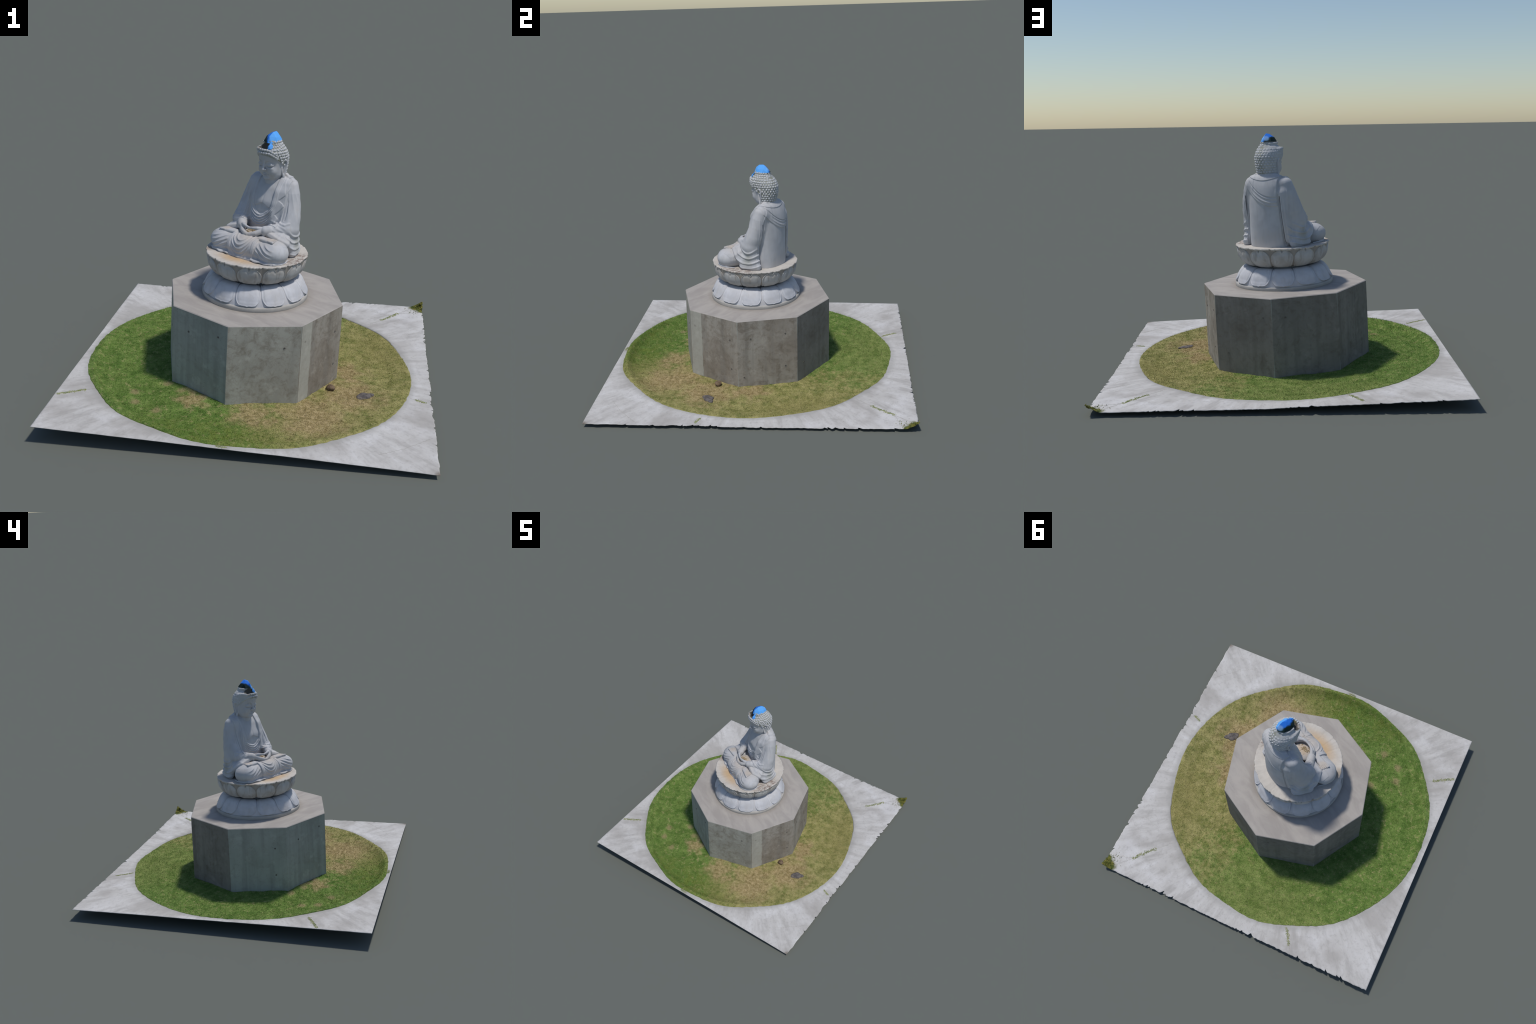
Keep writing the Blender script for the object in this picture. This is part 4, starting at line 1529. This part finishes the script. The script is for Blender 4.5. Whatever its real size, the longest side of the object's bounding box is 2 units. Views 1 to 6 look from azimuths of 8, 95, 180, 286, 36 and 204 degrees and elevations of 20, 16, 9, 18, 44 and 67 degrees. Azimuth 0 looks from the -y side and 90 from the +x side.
# crown knob
H.add(ellipsoid((0.006, 0.080, 1.268), (0.048, 0.064, 0.038)), 0.012)
H.add(ellipsoid((0.008, 0.078, 1.292), (0.038, 0.056, 0.034)), 0.008)
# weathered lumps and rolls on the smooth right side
H.add(chain([(-0.046, 0.016, 1.258), (-0.056, 0.048, 1.258), (-0.060, 0.085, 1.250)], [0.008, 0.009, 0.008]), 0.012)
H.add(chain([(-0.034, 0.050, 1.292), (-0.036, 0.085, 1.291), (-0.024, 0.120, 1.290)], [0.006, 0.007, 0.005]), 0.006)
# hollow behind the brow band
H.carve(ellipsoid((-0.004, 0.018, 1.284), (0.037, 0.019, 0.026)), 0.005)
H.carve(ellipsoid((-0.012, 0.020, 1.270), (0.027, 0.015, 0.016)), 0.004)
# ears with long lobes
EAR = {}
for sx in (-1, 1):
    c = lambda x, y, z: (HX + sx * x, y, z)
    rim = chain([c(0.064, 0.086, 1.176), c(0.068, 0.086, 1.192), c(0.0735, 0.096, 1.2015), c(0.077, 0.110, 1.197), c(0.0765, 0.115, 1.178), c(0.073, 0.112, 1.155), c(0.069, 0.107, 1.130), c(0.066, 0.103, 1.108)],
                [0.0045, 0.0045, 0.0048, 0.0048, 0.0046, 0.0046, 0.0052, 0.0082])
    lobe = chain([c(0.0625, 0.088, 1.158), c(0.0640, 0.091, 1.140), c(0.0650, 0.095, 1.122), c(0.066, 0.102, 1.108)], [0.0040, 0.0038, 0.0045, 0.0070])
    back = triangle(c(0.060, 0.098, 1.195), c(0.061, 0.106, 1.112), c(0.067, 0.110, 1.18), 0.005)
    EAR[sx] = [rim, lobe, back]
    for p in EAR[sx]:
        H.add(p, 0.003)
    H.carve(chain([c(0.074, 0.098, 1.188), c(0.0735, 0.100, 1.170)], [0.005, 0.004]), 0.003)

Vh, Fh = H.mesh()
Nh = vertex_normals(Vh, Fh)
cen = Vh[Fh].mean(1)
cx_, cy_, cz_ = cen.T
hm = hair_mask(cx_, cy_, cz_, 1e-4) > 0.5
lab = np.where(hm, 1, 0)
lab[(cz_ > 1.228 - 0.5 * np.clip(cy_, 0, 1)) & (cy_ < 0.07) & (cz_ > 1.2245 - 0.55 * np.clip(cy_ + 0.002, 0, 1))] = 1
for i, sx in enumerate((1, -1)):
    d = np.minimum.reduce([f(cx_, cy_, cz_) for f, _, _ in EAR[sx]])
    lab[(d < 0.0016) & (np.abs(cx_ - HX) > 0.058)] = 2 + i
lab[(cz_ < 1.092) & (lab == 0)] = 4
parts_h = split_parts(Vh, Fh, Nh, lab, ["head", "hair", "ear", "ear", "neck"], statue, [M_STONE, M_HAIR, M_STONE, M_STONE, M_STONE], SHIFT)

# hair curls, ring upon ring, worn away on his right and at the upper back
tree = BVHTree.FromPolygons([tuple(p) for p in Vh], [tuple(int(i) for i in q) for q in Fh])
bm = bmesh.new()
bmesh.ops.create_icosphere(bm, subdivisions=3, radius=1.0)
for v in bm.verts:
    a = math.atan2(v.co.y, v.co.x)
    r = math.hypot(v.co.x, v.co.y)
    v.co *= 1 + 0.07 * math.sin(2.0 * a + 9.0 * r)      # a hint of the snail-shell twist
curl_me = bpy.data.meshes.new("hair_curl")
bm.to_mesh(curl_me)
bm.free()
curl_me.materials.append(M_CURL)
curl_me.polygons.foreach_set("use_smooth", [True] * len(curl_me.polygons))
hair_obj = parts_h[1]


def curl_at(origin, direction, size, height):
    hit, nrm, _, _ = tree.ray_cast(Vector(origin), Vector(direction))
    if hit is None:
        return False
    o = bpy.data.objects.new("hair_curl", curl_me)
    scene.collection.objects.link(o)
    o.parent = hair_obj
    q = nrm.to_track_quat("Z", "Y")
    m = Matrix.LocRotScale(hit - nrm * height * 0.15, q, Vector((size, size * random.uniform(0.9, 1.05), height)))
    o.matrix_local = m
    return True


cr = random.Random(5)
n_curl = 0
for row in range(11):
    z = 1.113 + 0.0146 * row
    radius = 0.075 if row < 10 else 0.06
    n = int(2 * math.pi * radius / 0.0150)
    for i in range(n):
        a = (i + 0.5 * (row % 2)) / n * 2 * math.pi + cr.uniform(-0.02, 0.02)
        dx, dy = math.cos(a), math.sin(a)
        o3 = (HX + dx * 0.3, 0.085 + dy * 0.3, z + cr.uniform(-0.001, 0.001))
        hit, nrm, _, _ = tree.ray_cast(Vector(o3), Vector((-dx, -dy, 0)))
        if hit is None or not float(hair_mask(np.array(hit.x), np.array(hit.y), np.array(hit.z + 0.001))) > 0.9:
            continue
        if abs(hit.x - HX) > 0.071 and 0.075 < hit.y < 0.122 and hit.z < 1.205:
            continue                                        # ears
        if hit.y < 0.062 and hit.z < float(hairline(hit.x, hit.y)) + 0.026:
            continue                                        # the brow rows are set below
        if hit.y < 0.045 and hit.z > 1.25 and hit.x < 0.022:
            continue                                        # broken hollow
        worn = step(0.0, 0.04, -(hit.x - HX)) * (1 if hit.y < 0.13 else 0.45) + (0.6 if (hit.y > 0.12 and hit.z > 1.228) else 0)
        h = 0.0062 * (1 - 0.70 * min(1, worn)) * cr.uniform(0.85, 1.1)
        curl_at(o3, (-dx, -dy, 0), 0.0075 * cr.uniform(0.9, 1.06), h)
        n_curl += 1
for k, pts in enumerate(BAND):
    P = [Vector(p) for p in pts]
    run = 0.0 if k else 0.007
    for i in range(len(P) - 1):
        seg = (P[i + 1] - P[i]).length
        while run < seg:
            p = P[i].lerp(P[i + 1], run / seg)
            run += 0.0142
            if p.x < -0.052:
                continue
            h = 0.0082 * (1 - 0.75 * float(step(0.012, 0.045, -p.x)))
            o = bpy.data.objects.new("hair_curl", curl_me)
            scene.collection.objects.link(o)
            o.parent = hair_obj
            d = Vector((p.x - HX, p.y - 0.075, 0.012 * k)).normalized()
            q = d.to_track_quat("Z", "Y")
            o.matrix_local = Matrix.LocRotScale(p + d * 0.001, q, Vector((0.0074, 0.0076, h)))
            n_curl += 1
        run -= seg
for z, n, rr in ((1.285, 22, 1.0), (1.298, 18, 1.0)):
    for i in range(n):
        a = i / n * 2 * math.pi
        dx, dy = math.cos(a), math.sin(a)
        if dx < -0.1 or dy < -0.75:
            continue
        curl_at((HX + dx * 0.3, 0.082 + dy * 0.3, z), (-dx, -dy, 0), 0.0066, 0.0055 * (0.5 if dy > 0.8 else 1))
for k, (ax, ay) in enumerate(((0.042, 0.032), (0.05, 0.044), (0.054, 0.058), (0.054, 0.073), (0.051, 0.088), (0.047, 0.103), (0.04, 0.118), (0.031, 0.131), (0.020, 0.142),
                              (0.056, 0.03), (0.062, 0.046), (0.064, 0.062), (0.062, 0.079), (0.059, 0.095), (0.054, 0.111), (0.046, 0.126), (0.036, 0.139))):
    curl_at((ax, ay, 1.5), (0, 0, -1), 0.0072, 0.0058 if ay < 0.12 else 0.004)

# ---------------------------------------------------------------- blue faceted cap on the crown
bm = bmesh.new()
for p in ((0.046, 0.062, 1.298), (0.044, 0.100, 1.302), (0.026, 0.132, 1.303), (-0.004, 0.136, 1.303), (-0.030, 0.112, 1.303), (-0.036, 0.075, 1.302), (-0.026, 0.036, 1.298), (0.004, 0.020, 1.294), (0.032, 0.030, 1.292),
          (0.036, 0.060, 1.322), (0.034, 0.105, 1.322), (0.012, 0.124, 1.325), (-0.020, 0.098, 1.325), (-0.022, 0.058, 1.325), (0.012, 0.034, 1.328),
          (0.016, 0.060, 1.346), (0.014, 0.092, 1.350), (0.004, 0.070, 1.346), (0.012, 0.106, 1.343)):
    bm.verts.new(p)
res = bmesh.ops.convex_hull(bm, input=bm.verts)
cap_me = bpy.data.meshes.new("crown_cap")
bm.to_mesh(cap_me)
bm.free()
part("crown_cap", cap_me, statue, (M_CAP,), smooth=False)
bm = bmesh.new()
for p in ((0.026, 0.006, 1.264), (0.042, 0.014, 1.264), (0.044, 0.030, 1.284), (0.027, 0.030, 1.296), (0.018, 0.018, 1.276), (0.030, 0.010, 1.278), (0.046, 0.024, 1.270), (0.022, 0.026, 1.262)):
    bm.verts.new(p)
bmesh.ops.convex_hull(bm, input=bm.verts)
chip_me = bpy.data.meshes.new("crown_chip")
bm.to_mesh(chip_me)
bm.free()
part("crown_chip", chip_me, statue, (simple("blue_chip", (0.06, 0.28, 0.86), (0.12, 0.42, 0.94), 30, 0.7, 0),), smooth=False)

# ---------------------------------------------------------------- dry litter caught in the lap
r = random.Random(8)
lit = lumpy("dry_leaf", 1.0, 3, (1, 0.32, 0.12), 2, 0.3, 2.0)
lit.materials.append(M_LEAF)
treeB = BVHTree.FromPolygons([tuple(p) for p in V], [tuple(int(i) for i in q) for q in F])
for i in range(34):
    x, y = r.gauss(0.0, 0.018), r.gauss(-0.052, 0.011)
    hit = treeB.ray_cast(Vector((x, y, 0.835)), Vector((0, 0, -1)))[0]
    if hit is None or hit.z > 0.83:
        continue
    o = bpy.data.objects.new("dry_leaf", lit)
    scene.collection.objects.link(o)
    o.parent = statue
    s = r.uniform(0.004, 0.010)
    o.matrix_local = Matrix.LocRotScale(hit + Vector((0, 0, s * 0.15)), Matrix.Rotation(r.uniform(0, 6.28), 3, "Z").to_quaternion() @ Matrix.Rotation(r.uniform(-0.5, 0.5), 3, "X").to_quaternion(), Vector((s, s, s)))

print("curls", n_curl, "body", len(F), "head", len(Fh))
